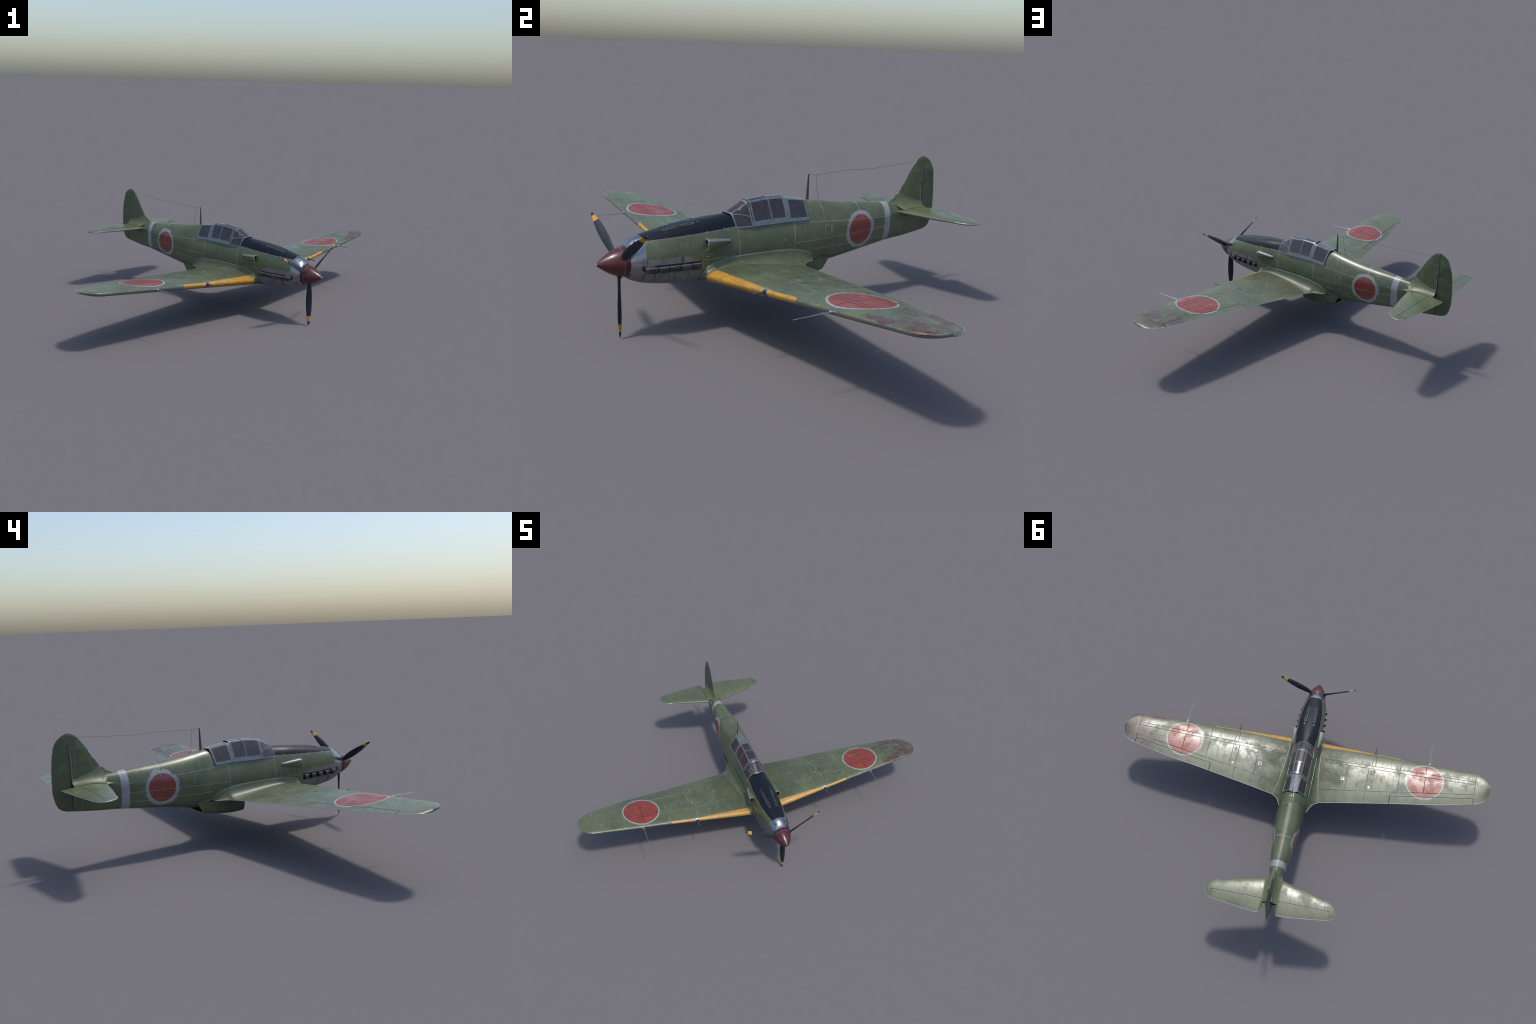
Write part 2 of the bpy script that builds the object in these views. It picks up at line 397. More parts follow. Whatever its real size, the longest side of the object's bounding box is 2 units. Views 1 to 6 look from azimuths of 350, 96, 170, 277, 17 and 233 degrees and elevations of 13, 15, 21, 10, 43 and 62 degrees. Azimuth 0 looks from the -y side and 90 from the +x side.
M_FUS = mat_fuselage(); M_WING = mat_wing(); M_STAB = mat_tailplane(); M_FIN = mat_fin()
M_FAIR = mat_plain_green(); M_EDGE = mat_worn_edge()
M_FRAME = mat_simple("canopy_frame_paint", (0.118, 0.142, 0.156), (0.170, 0.195, 0.210), 50.0, (0.22, 0.36), 0.30, bump=0.02, rust=0.5)
M_GLASS = mat_simple("tinted_glazing", (0.027, 0.019, 0.021), (0.040, 0.027, 0.028), 30.0, (0.12, 0.24), 0.0, 0.6, 0.04)
M_SPIN = mat_simple("spinner_red_paint", MAROON, (0.075, 0.015, 0.017), 30.0, (0.25, 0.38), 0.0, 0.1)
M_DARK = mat_simple("dark_fill", (0.010, 0.011, 0.013), (0.016, 0.017, 0.02), 40.0, (0.6, 0.8))  # near-black paint in place of shade in openings; also on small fittings
M_EXH = mat_simple("exhaust_steel", (0.055, 0.057, 0.060), (0.11, 0.11, 0.115), 25.0, (0.20, 0.34), 0.85, bump=0.02)
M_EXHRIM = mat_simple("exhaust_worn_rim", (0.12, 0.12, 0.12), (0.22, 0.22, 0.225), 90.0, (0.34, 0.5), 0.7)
M_STEEL = mat_simple("bare_steel", (0.34, 0.36, 0.38), (0.46, 0.48, 0.50), 60.0, (0.22, 0.4), 0.85)
M_GUN = mat_simple("gun_metal", (0.05, 0.065, 0.035), (0.09, 0.10, 0.06), 120.0, (0.4, 0.6), 0.2)
M_MAST = mat_simple("mast_wood", (0.055, 0.045, 0.042), (0.10, 0.075, 0.065), 60.0, (0.3, 0.5), 0.2, rust=0.8)
M_WIRE = mat_simple("copper_wire", (0.09, 0.065, 0.055), (0.16, 0.12, 0.10), 60.0, (0.3, 0.5), 0.5)

def mat_blade():
    g = G("propeller_blade_paint")
    r = g.math('SQRT', g.x * g.x + (g.z - 0.3150) * (g.z - 0.3150))
    n = g.noise(60.0, 5.0, 0.7)
    col = g.mix(n.step(0.4, 0.7), (0.015, 0.020, 0.027), (0.024, 0.030, 0.038))
    band = r.step(0.2535, 0.2545) * r.step(0.2865, 0.2855)
    col = g.mix(band, col, g.mix(n.step(0.4, 0.7), (0.50, 0.26, 0.025), (0.36, 0.19, 0.03)))
    tip = (r + (n - 0.5) * 0.01).step(0.307, 0.309)
    col = g.mix(tip, col, (0.3, 0.32, 0.34))
    return g.finish(col, 0.40 + 0.15 * n, tip * 0.7, n, 0.1, 0.001, 0.0, 0.22)
M_BLADE = mat_blade()

# --------------------------------------------------------------------------
# FUSELAGE: lofted superellipse sections
# --------------------------------------------------------------------------
SEC = [  # y,     ztop,  zbot,  zw,    w,     n_top, n_bot
    (-0.590, 0.3780, 0.2510, 0.314, 0.0620, 2.0, 2.0),
    (-0.582, 0.3895, 0.2440, 0.314, 0.0655, 2.0, 2.0),
    (-0.562, 0.4035, 0.2340, 0.312, 0.0705, 2.1, 2.1),
    (-0.536, 0.4140, 0.2250, 0.309, 0.0765, 2.25, 2.15),
    (-0.497, 0.4215, 0.2165, 0.306, 0.0825, 2.45, 2.2),
    (-0.430, 0.4340, 0.2070, 0.303, 0.0875, 2.6, 2.25),
    (-0.340, 0.4480, 0.1990, 0.301, 0.0900, 2.7, 2.3),
    (-0.245, 0.4590, 0.1950, 0.301, 0.0900, 2.7, 2.4),
    (-0.140, 0.4675, 0.1930, 0.304, 0.0890, 2.20, 2.5),
    (-0.040, 0.4760, 0.1930, 0.306, 0.0890, 2.10, 2.5),
    (0.130, 0.4860, 0.1940, 0.308, 0.0890, 2.05, 2.5),
    (0.250, 0.4930, 0.1960, 0.312, 0.0888, 1.98, 2.55),
    (0.275, 0.4950, 0.1970, 0.314, 0.0885, 2.02, 2.55),
    (0.350, 0.4870, 0.2035, 0.332, 0.0868, 2.10, 2.65),
    (0.420, 0.4790, 0.2130, 0.350, 0.0838, 2.15, 2.8),
    (0.520, 0.4680, 0.2285, 0.361, 0.0772, 2.12, 3.0),
    (0.580, 0.4620, 0.2370, 0.364, 0.0708, 2.10, 3.0),
    (0.640, 0.4570, 0.2452, 0.366, 0.0632, 2.13, 3.0),
    (0.720, 0.4495, 0.2555, 0.368, 0.0525, 2.05, 2.8),
    (0.790, 0.4430, 0.2630, 0.370, 0.0432, 2.00, 2.65),
    (0.880, 0.4310, 0.2705, 0.370, 0.0325, 1.90, 3.0),
    (0.940, 0.4200, 0.2775, 0.370, 0.0235, 1.90, 3.0),
    (0.987, 0.4080, 0.2830, 0.370, 0.0150, 2.0, 3.0)]
_s = np.array(SEC)
FT, FB, FZ, FW, FNT, FNB = [pchip(_s[:, 0], _s[:, k]) for k in range(1, 7)]

def fus_x(y, z):
    """half width of the fuselage skin at height z"""
    zw = FZ(y)
    if z >= zw: h, n = FT(y) - zw, FNT(y)
    else: h, n = zw - FB(y), FNB(y)
    q = min(abs(z - zw) / h, 1.0)
    return FW(y) * max(1 - q ** n, 0.0) ** (1.0 / n)
def fus_z(y, x):
    """height of the upper skin at half width x"""
    q = min(abs(x) / FW(y), 1.0); n = FNT(y)
    return FZ(y) + (FT(y) - FZ(y)) * (1 - q ** n) ** (1.0 / n)
def fus_ring(y, seg=72):
    r = []
    for k in range(seg):
        a = 2 * math.pi * k / seg
        c, s = math.cos(a), math.sin(a)
        if s >= 0: h, n = FT(y) - FZ(y), FNT(y)
        else: h, n = FZ(y) - FB(y), FNB(y)
        r.append((FW(y) * math.copysign(abs(c) ** (2 / n), c), y, FZ(y) + h * math.copysign(abs(s) ** (2 / n), s)))
    return r

def build_fuselage():
    ys = [-0.590, -0.587, -0.582, -0.576, -0.569, -0.560, -0.550, -0.541, -0.532]
    cuts = [-0.532, -0.114]
    ys += list(np.linspace(-0.532, -0.114, 36))[1:] + list(np.linspace(-0.114, 0.987, 90))[1:]
    bm = bmesh.new()
    loft(bm, [fus_ring(y) for y in ys], True, True, True)
    bmesh.ops.recalc_face_normals(bm, faces=bm.faces)
    full = bpy.data.meshes.new("whole"); bm.to_mesh(full)
    for p in full.polygons: p.use_smooth = True
    nrm = {tuple(round(c, 5) for c in v.co): v.normal.copy() for v in full.vertices}
    for name, lo, hi in (("nose_cowl", -1, cuts[0]), ("engine_cowling", cuts[0], cuts[1]), ("fuselage", cuts[1], 2)):
        b = bm.copy()
        kill = [f for f in b.faces if not (lo - 1e-5 <= f.calc_center_median().y <= hi + 1e-5)]
        bmesh.ops.delete(b, geom=kill, context='FACES')
        me = bpy.data.meshes.new(name); b.to_mesh(me); b.free()
        ob = add_obj(name, me, None, [M_FUS], None)
        for p in me.polygons: p.use_smooth = True
        me.normals_split_custom_set_from_vertices(
            [nrm[tuple(round(c, 5) for c in v.co)] for v in me.vertices])
        PART[name] = ob
    bm.free(); bpy.data.meshes.remove(full)
PART = {}
build_fuselage()
FUS, COWL, NOSE = PART["fuselage"], PART["engine_cowling"], PART["nose_cowl"]

# raised dark discs in place of open gun troughs, and nose cap screws
bm = bmesh.new()
for s in (1, -1):
    x = 0.031; y = -0.563
    P0 = Vector((x, y, fus_z(y, x)))
    du = Vector((0.004, 0, fus_z(y, x + 0.004) - fus_z(y, x - 0.004) ))
    du = Vector((0.008, 0, fus_z(y, x + 0.004) - fus_z(y, x - 0.004)))
    dv = Vector((0, 0.006, fus_z(y + 0.003, x) - fus_z(y - 0.003, x)))
    nrm = du.cross(dv).normalized()
    if nrm.z < 0: nrm = -nrm
    A, B = P0 - nrm * 0.002, P0 + nrm * 0.0006
    for q in (A, B): q.x *= s
    tube(bm, [A, B], 0.0056, 14, 0)
    for dx, dy in ((0.012, 0.014), (-0.013, 0.012)):
        xx, yy = x + dx, y + dy
        bmesh.ops.create_icosphere(bm, subdivisions=1, radius=0.0016, matrix=Matrix.Translation((s * xx, yy, fus_z(yy, xx))))
add_obj("gun_trough_disc", bm_mesh(bm, "gun_trough_disc"), NOSE, [M_DARK, M_DARK])

# long raised blisters, small knobs and latches on the anti-glare panel
def panel_loop(x0, x1, y0, y1, hw, n=10):
    pts = []
    for k in range(n + 1):
        a = math.pi * (k / n) + math.pi
        pts.append((x0 + hw * math.cos(a), y0 + 2 * hw * 0.8 * math.sin(a)))
    for k in range(n + 1):
        a = math.pi * (k / n)
        pts.append((x1 + hw * math.cos(a), y1 + 2 * hw * 0.8 * math.sin(a)))
    return pts
M_SCRATCH = mat_simple("scuffed_black_paint", (0.045, 0.05, 0.058), (0.20, 0.20, 0.19), 80.0, (0.35, 0.5), 0.2)
for s in (1, -1):
    bm = bmesh.new()
    loop = panel_loop(0.0245, 0.0320, -0.430, -0.312, 0.0052)
    full = []
    for i in range(len(loop)):
        a = loop[i]; b = loop[(i + 1) % len(loop)]
        m = max(1, int(math.hypot(a[0] - b[0], a[1] - b[1]) / 0.006))
        full += [(lerp(a[0], b[0], k / m), lerp(a[1], b[1], k / m)) for k in range(m)]
    rings = []
    P3 = [Vector((s * x, y, fus_z(y, x) + 0.0003)) for x, y in full]
    for i, p in enumerate(P3):
        t = (P3[(i + 1) % len(P3)] - P3[i - 1]).normalized()
        a = t.cross(Vector((0, 0, 1))).normalized(); b = t.cross(a)
        rings.append([p + 0.0017 * (math.cos(k * math.pi / 3) * a + math.sin(k * math.pi / 3) * b) for k in range(6)])
    rings.append(rings[0])
    loft(bm, rings, True)
    add_obj("cowl_slot_rim", bm_mesh(bm, "cowl_slot_rim"), COWL, [M_SCRATCH])
    bm = bmesh.new()
    box(bm, (s * 0.033, -0.285, fus_z(-0.285, 0.033) + 0.0008), (0.005, 0.011, 0.0035))
    add_obj("cowl_knob", bm_mesh(bm, "cowl_knob"), COWL, [M_SCRATCH])
    for y in (-0.444, -0.349, -0.262, -0.181):
        bm = bmesh.new()
        z = 0.400 + (y + 0.524) * 0.057
        x = fus_x(y, z)
        sl = math.atan2(fus_x(y, z - 0.005) - fus_x(y, z + 0.005), 0.01)
        box(bm, (s * (x + 0.0004), y, z), (0.0024, 0.0026, 0.013), 0, Matrix.Rotation(-s * sl, 4, 'Y'))
        add_obj("cowl_latch", bm_mesh(bm, "cowl_latch"), COWL, [M_STEEL])

# --------------------------------------------------------------------------
# SPINNER AND PROPELLER
# --------------------------------------------------------------------------
AX = 0.3150
def revolve(bm, prof, seg=48, mat=0):
    rings = [[(r * math.cos(2 * math.pi * k / seg), y, AX + r * math.sin(2 * math.pi * k / seg)) for k in range(seg)]
             for y, r in prof]
    loft(bm, rings, True, True, True, mat)
bm = bmesh.new()
revolve(bm, [(-0.7095, 0.0008), (-0.7085, 0.0040), (-0.704, 0.0085), (-0.696, 0.0150), (-0.684, 0.0240), (-0.670, 0.0335),
             (-0.655, 0.0425), (-0.641, 0.0495), (-0.628, 0.0545), (-0.6155, 0.0578), (-0.6145, 0.0590), (-0.612, 0.0590),
             (-0.6110, 0.0580), (-0.603, 0.0592), (-0.5985, 0.0598)])
SPIN = add_obj("spinner", bm_mesh(bm, "spinner"), None, [M_SPIN])
bm = bmesh.new()
revolve(bm, [(-0.5992, 0.0560), (-0.5988, 0.0612), (-0.5880, 0.0614), (-0.5870, 0.0560)])
add_obj("spinner_backplate", bm_mesh(bm, "spinner_backplate"), SPIN, [M_SPIN])
bm = bmesh.new()
revolve(bm, [(-0.6142, 0.0560), (-0.6138, 0.0594), (-0.6124, 0.0594), (-0.6120, 0.0560)])
add_obj("spinner_band", bm_mesh(bm, "spinner_band"), SPIN, [M_EDGE])
bm = bmesh.new()
revolve(bm, [(-0.7105, 0.0005), (-0.7100, 0.0035), (-0.7068, 0.0063), (-0.7055, 0.0060)], 24)
add_obj("spinner_tip", bm_mesh(bm, "spinner_tip"), SPIN, [M_EDGE])

def blade_mesh():
    chord = pchip([0.03, 0.06, 0.10, 0.15, 0.20, 0.25, 0.285, 0.303, 0.3133], [0.018, 0.0235, 0.0335, 0.0370, 0.0340, 0.0250, 0.0165, 0.0095, 0.0025])
    thick = pchip([0.03, 0.06, 0.10, 0.17, 0.265, 0.3133], [0.0165, 0.0155, 0.0135, 0.0112, 0.0088, 0.0030])
    pitch = pchip([0.03, 0.06, 0.10, 0.17, 0.265, 0.3133], [25, 26, 30, 43, 54, 56])
    rings = []
    for r in list(np.linspace(0.03, 0.29, 34)) + [0.296, 0.302, 0.308, 0.311, 0.3133]:
        b = math.radians(pitch(r)); c = chord(r); t = thick(r)
        ring = []
        for k in range(20):
            a = 2 * math.pi * k / 20
            u = 0.5 * c * math.cos(a); v = 0.5 * t * math.sin(a) * (1.0 if math.sin(a) > 0 else 0.6)
            # chord direction leans from the disc plane towards the nose
            x = u * math.cos(b) + v * math.sin(b); y = -u * math.sin(b) + v * math.cos(b)
            ring.append((x, -0.6175 + y, -r))
        rings.append(ring)
    bm = bmesh.new(); loft(bm, rings, True, True, True)
    return bm_mesh(bm, "propeller_blade")
base = blade_mesh()
for ang in (0, 120, 240):
    me = base.copy()
    R = Matrix.Translation((0, 0, AX)) @ Matrix.Rotation(math.radians(ang - 1.5), 4, 'Y')
    me.transform(R)
    add_obj("propeller_blade", me, SPIN, [M_BLADE], 40)
    bm = bmesh.new()
    d = R.to_3x3() @ Vector((0, 0, -1)); c = Vector((0, -0.6135, AX))
    tube(bm, [c + d * 0.045, c + d * 0.0605], 0.0115, 20, 0)
    tube(bm, [c + d * 0.0605, c + d * 0.0640], [0.0095, 0.0090], 20, 1)
    add_obj("blade_root", bm_mesh(bm, "blade_root"), SPIN, [M_DARK, M_DARK])
bpy.data.meshes.remove(base)

# --------------------------------------------------------------------------
# EXHAUST STACKS, dark slot plates
# --------------------------------------------------------------------------
for s in (1, -1):
    bm = bmesh.new()
    # dark plate added over the skin in place of the stacks' recess
    out = [(-0.550, 0.306), (-0.550, 0.291), (-0.537, 0.281), (-0.480, 0.277), (-0.420, 0.274), (-0.360, 0.271), (-0.294, 0.268),
           (-0.294, 0.304), (-0.360, 0.3045), (-0.420, 0.305), (-0.480, 0.3055)]
    n = len(out)
    f1 = [bm.verts.new((s * (fus_x(y, z) + 0.0012), y, z)) for y, z in out]
    f0 = [bm.verts.new((s * (fus_x(y, z) - 0.004), y, z)) for y, z in out]
    top = [f1[0]] + list(reversed(f1[8:])); 
    up = [0, 10, 9, 8, 7]; lo = [2, 3, 4, 5, 6]
    for i in range(4):
        bm.faces.new([f1[up[i]], f1[up[i + 1]], f1[lo[i + 1]], f1[lo[i]]])
    bm.faces.new([f1[0], f1[2], f1[1]])
    for i in range(n): bm.faces.new([f1[i], f1[(i + 1) % n], f0[(i + 1) % n], f0[i]])
    add_obj("exhaust_slot_plate", bm_mesh(bm, "exhaust_slot_plate"), COWL, [M_DARK], 20)
    for k in range(5):
        y0 = -0.5355 + 0.0486 * k
        zc = 0.2875 - 0.0003 * k
        bm = bmesh.new()
        rings = []
        for t, out, hh in ((0.0, -0.001, 0.0085), (0.15, 0.0045, 0.0108), (0.4, 0.0080, 0.0120), (0.7, 0.0105, 0.0128), (1.0, 0.0118, 0.0130)):
            y = y0 + 0.0425 * t
            xo = fus_x(y, zc) + 0.0012
            r = min(0.0032, hh * 0.42)
            sec = [(xo - 0.006, zc + hh), (xo + out - r, zc + hh), (xo + out - 0.3 * r, zc + hh - 0.3 * r), (xo + out, zc + hh - r),
                   (xo + out, zc - hh + r), (xo + out - 0.3 * r, zc - hh + 0.3 * r), (xo + out - r, zc - hh), (xo - 0.006, zc - hh)]
            rings.append([(s * p[0], y, p[1]) for p in sec])
        # rim then recessed mouth
        c = Vector(np.mean(np.array(rings[-1]), axis=0).tolist())
        inner = [tuple(c + (Vector(p) - c) * 0.78) for p in rings[-1]]
        deep = [(p[0] - s * 0.002, p[1] - 0.012, p[2]) for p in inner]
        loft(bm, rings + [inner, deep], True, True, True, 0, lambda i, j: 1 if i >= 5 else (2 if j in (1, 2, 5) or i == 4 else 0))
        add_obj("exhaust_stack", bm_mesh(bm, "exhaust_stack"), COWL, [M_EXH, M_DARK, M_EXHRIM], 30)

# --------------------------------------------------------------------------
# SIDE AIR SCOOPS
# (with a small filler blister behind the exhausts)
# --------------------------------------------------------------------------
for s in (1, -1):
    bm = bmesh.new()
    rings = []
    for t in (0.0, 0.03, 0.25, 0.5, 0.75, 0.93, 1.0):
        y = -0.277 + 0.119 * t
        zt = lerp(0.3925, 0.3800, t ** 1.3); zb = lerp(0.3450, 0.3605, t)
        out = lerp(0.0250, 0.0085, t ** 1.25) - (0.004 if t == 1.0 else 0)
        if t == 0.0: out -= 0.0012; zt -= 0.001; zb += 0.001
        xb = 0.080; xo = 0.5 * (fus_x(y, zt) + fus_x(y, zb)) + out
        r = 0.008
        rings.append([(s * px, y, pz) for px, pz in (
            (xb, zt), (xo - 0.006 - r, zt), (xo - 0.004 - 0.4 * r, zt - 0.0008), (xo - 0.35 * r, zt - 0.35 * r), (xo, zt - r),
            (xo, zb + r), (xo - 0.3 * r, zb + 0.3 * r), (xo - r, zb), (xb, zb))])
    c = Vector(np.mean(np.array(rings[0]), axis=0).tolist())
    c.x = s * 0.100
    inner = [tuple(c + Vector(((p[0] - c.x) * 0.72, p[1] - c.y, (p[2] - c.z) * 0.84))) for p in rings[0]]
    deep = [(p[0], p[1] + 0.03, p[2]) for p in inner]
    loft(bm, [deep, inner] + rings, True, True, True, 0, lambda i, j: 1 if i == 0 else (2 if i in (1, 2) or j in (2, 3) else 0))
    fb = bmesh.new()
    bmesh.ops.create_icosphere(fb, subdivisions=3, radius=1.0, matrix=Matrix.Translation((s * (fus_x(-0.258, 0.316) - 0.0006), -0.258, 0.316)) @ Matrix.Diagonal((0.0050, 0.0135, 0.0060, 1)))
    add_obj("filler_blister", bm_mesh(fb, "filler_blister"), COWL, [M_FAIR], 60)
    add_obj("air_scoop", bm_mesh(bm, "air_scoop"), COWL, [M_FAIR, M_DARK, M_EDGE], 45)

# --------------------------------------------------------------------------
# WINGS
# --------------------------------------------------------------------------
_le = pchip([0.0, 0.11, 0.34, 0.657, 0.95, 1.16], [-0.2874, -0.2794, -0.2606, -0.2346, -0.2146, -0.1972])
_te = pchip([0.0, 0.11, 0.34, 0.657, 0.95, 1.16], [0.2037, 0.1866, 0.1511, 0.1056, 0.0656, 0.0232])
TIPX, TIP0, TIPY = 1.2620, 1.16, -0.0930
def w_le(x):
    if x <= TIP0: return _le(x)
    u = min((x - TIP0) / (TIPX - TIP0), 1.0); return TIPY + (_le(TIP0) - TIPY) * (1 - u * u) ** 0.5
def w_te(x):
    if x <= TIP0: return _te(x)
    u = min((x - TIP0) / (TIPX - TIP0), 1.0); return TIPY + (_te(TIP0) - TIPY) * (1 - u * u) ** 0.5
def w_zle(x): return 0.2256 + 0.1022 * x - 0.0042 * x * x      # leading edge height
def w_zte(x): return 0.2218 + 0.0970 * x - 0.0061 * x * x      # trailing edge height (slight washout)
def naca(sv): return 5 * (0.2969 * math.sqrt(max(sv, 0)) - 0.126 * sv - 0.3516 * sv ** 2 + 0.2843 * sv ** 3 - 0.1036 * sv ** 4)
def w_mid(x): return w_zle(x)
W_TOP = pchip([0.0, 0.12, 0.47, 0.83, 1.16, 1.3], [0.150, 0.148, 0.135, 0.125, 0.122, 0.122])
def w_surf(x, y, up=True):
    a, b = w_le(x), w_te(x); c = max(b - a, 1e-6)
    sv = min(max((y - a) / c, 0), 1)
    tk = W_TOP(x) if up else 0.185
    t = tk * c * naca(sv) + 0.0006 * sv
    return lerp(w_zle(x), w_zte(x), sv) + (t if up else -t)
def hinge(x): return 0.0555 - 0.1265 * (x - 0.618)
A0, A1 = 0.6165, 1.1590
def chord_samples(sh):
    fore = [sh * (0.5 - 0.5 * math.cos(math.pi * (k / 22) )) if False else sh * (k / 22) ** 1.7 for k in range(23)]
    aft = [lerp(sh, 1, k / 8) for k in range(1, 8)]
    return fore, aft
def wing_rows(x):
    a, b = w_le(x), w_te(x); c = b - a
    sh = min(max((hinge(x) - a) / c, 0.30), 0.96) if c > 1e-5 else 0.7
    if x > A1: sh = lerp((hinge(A1) - w_le(A1)) / (w_te(A1) - w_le(A1)), 0.75, (x - A1) / (TIPX - A1))
    fore, aft = chord_samples(sh)
    eps = min(0.0032 / max(c, 0.004), 0.25)
    aft = [v for v in aft] + [1 - eps * 0.9, 1.0]
    aft = sorted(aft)
    return fore, aft, a, c

def build_wing(s):
    bm = bmesh.new()
    def pt(x, a, c, sv, up): 
        y = a + c * sv
        return (s * x, y, w_surf(x, y, up))
    xs_in = [0.0, 0.03, 0.06, 0.085] + list(np.linspace(0.10, A0, 30))
    xs_mid = list(np.linspace(A0, A1, 28))
    xs_tip = [A1 + (TIPX - A1) * math.sin(k / 14 * math.pi / 2) for k in range(15)]
    xs_tip[-1] = TIPX - 0.00005
    def ring(x, part):
        fore, aft, a, c = wing_rows(x)
        if part == 'full': sv = fore + aft
        elif part == 'fore': sv = fore
        else: sv = [fore[-1]] + aft
        return [pt(x, a, c, q, True) for q in reversed(sv)] + [pt(x, a, c, q, False) for q in (sv[1:] if part != 'aft' else sv)], len(sv)
    def edge_mat(nsv, ntot):
        return lambda i, j: 1 if (j == 0 or j == ntot - 2 or j == ntot - 1) else 0
    for xs, part in ((xs_in, 'full'), (xs_mid, 'fore'), (xs_tip, 'full')):
        rr = [ring(x, part) for x in xs]
        rings = [r[0] for r in rr]; n = len(rings[0])
        if part == 'full':
            loft(bm, rings, True, False, xs is xs_tip, 0, edge_mat(rr[0][1], n))
        else:
            loft(bm, rings, True, False, False, 0, lambda i, j: 2 if j == n - 1 else 0)
    for x in (A0, A1):
        r, n = ring(x, 'aft'); bm.faces.new([bm.verts.new(p) for p in r]).material_index = 2
    wing = add_obj("wing", bm_mesh(bm, "wing"), None, [M_WING, M_EDGE, M_DARK], 38)
    # aileron, inset by the hinge gap
    bm = bmesh.new()
    rings = []
    g = 0.0036
    for x in np.linspace(A0 + g, A1 - g, 28):
        fore, aft, a, c = wing_rows(x)
        s0 = fore[-1] + g / c
        sv = [lerp(s0, 1, (q - fore[-1]) / (1 - fore[-1])) for q in [fore[-1]] + aft]
        sv.insert(1, sv[0] + 0.0016 / c)
        up = [pt(x, a, c, q, True) for q in reversed(sv)]; dn = [pt(x, a, c, q, False) for q in sv[:-1]]
        zc = 0.5 * (up[-1][2] + dn[0][2]); nose = (up[-1][0], up[-1][1] - 0.0018, zc)
        rings.append(up + [nose] + dn)
    n = len(rings[0])
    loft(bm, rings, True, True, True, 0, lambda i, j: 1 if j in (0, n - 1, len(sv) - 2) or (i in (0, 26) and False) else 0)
    add_obj("aileron", bm_mesh(bm, "aileron"), wing, [M_WING, M_EDGE], 38)
    bm = bmesh.new()
    for x in (0.722, 0.898, 1.083):
        box(bm, (s * x, hinge(x) + 0.002, w_surf(x, hinge(x)) - 0.0005), (0.0045, 0.006, 0.002))
    add_obj("aileron_hinge", bm_mesh(bm, "aileron_hinge"), wing, [M_DARK])
    # pitot-like rod with its bracket
    x = 0.850; z0 = w_mid(x); yl = w_le(x)
    bm = bmesh.new()
    tube(bm, [(s * x, yl + 0.004, z0), (s * x, yl - 0.012, z0), (s * x, yl - 0.014, z0)], [0.0052, 0.0050, 0.0032], 12)
    tube(bm, [(s * x, yl - 0.012, z0), (s * x, -0.310, z0 - 0.0010)], 0.0023, 8)
    tube(bm, [(s * x, -0.310, z0 - 0.0010), (s * x, -0.384, z0 - 0.0020)], 0.0014, 8)
    tube(bm, [(s * x, yl - 0.006, z0 + 0.003), (s * (x + 0.002), yl - 0.006, z0 + 0.011)], [0.0022, 0.0016], 8)
    tube(bm, [(s * (x + 0.002), yl - 0.004, z0 + 0.001), (s * (x + 0.019), yl + 0.002, z0 + 0.0025)], [0.0022, 0.0014], 8)
    add_obj("pitot_tube", bm_mesh(bm, "pitot_tube"), wing, [M_STEEL])
    # wing cannon with a dark plug in place of its open port
    x = 0.480; zg = w_mid(x) + 0.002; yl = w_le(x)
    bm = bmesh.new()
    tube(bm, [(s * x, yl + 0.006, zg), (s * x, yl - 0.0008, zg)], [0.0075, 0.0068], 16, 1)
    pr = [(0.000, 0.0030), (0.012, 0.0034), (0.014, 0.0050), (0.018, 0.0050), (0.020, 0.0030), (0.032, 0.0028), (0.034, 0.0044),
          (0.039, 0.0042), (0.041, 0.0026), (0.050, 0.0022)]
    tube(bm, [(s * x, yl - 0.002 - d, zg + 0.001 * math.sin(d * 300)) for d, r in pr], [r for d, r in pr], 8, 0)
    add_obj("wing_gun", bm_mesh(bm, "wing_gun"), wing, [M_GUN, M_DARK])
    # access hatch with a dark plate as its opening, louvre fins and lifting lug
    bm = bmesh.new()
    hx, hy = 0.287, -0.016
    z = w_surf(hx, hy)
    for dx, dy, sx, sy in ((0, -0.009, 0.022, 0.004), (0, 0.009, 0.022, 0.004), (-0.009, 0, 0.004, 0.014), (0.009, 0, 0.004, 0.014)):
        box(bm, (s * (hx + dx), hy + dy, w_surf(hx + dx, hy + dy) + 0.0006), (sx, sy, 0.0028), 0)
    box(bm, (s * hx, hy, z - 0.0004), (0.0138, 0.0138, 0.0016), 1)
    box(bm, (s * (hx + 0.003), hy + 0.002, z + 0.0012), (0.005, 0.006, 0.0028), 0)
    add_obj("access_hatch", bm_mesh(bm, "access_hatch"), wing, [M_EDGE, M_DARK], None)
    bm = bmesh.new()
    for k in range(3):
        y = -0.098 + 0.0105 * k
        box(bm, (s * 0.471, y, w_surf(0.471, y) + 0.0002), (0.019, 0.0030, 0.0022), 0, Matrix.Rotation(0.25, 4, 'X'))
    y = 0.020
    box(bm, (s * 0.470, y, w_surf(0.470, y) + 0.0004), (0.010, 0.016, 0.0022), 0)
    tube(bm, [(s * 0.470, y - 0.004, w_surf(0.47, y)), (s * 0.470, y - 0.004, w_surf(0.47, y) + 0.004)], 0.003, 10, 0)
    add_obj("louvre_fin", bm_mesh(bm, "louvre_fin"), wing, [M_EDGE], None)
    return wing

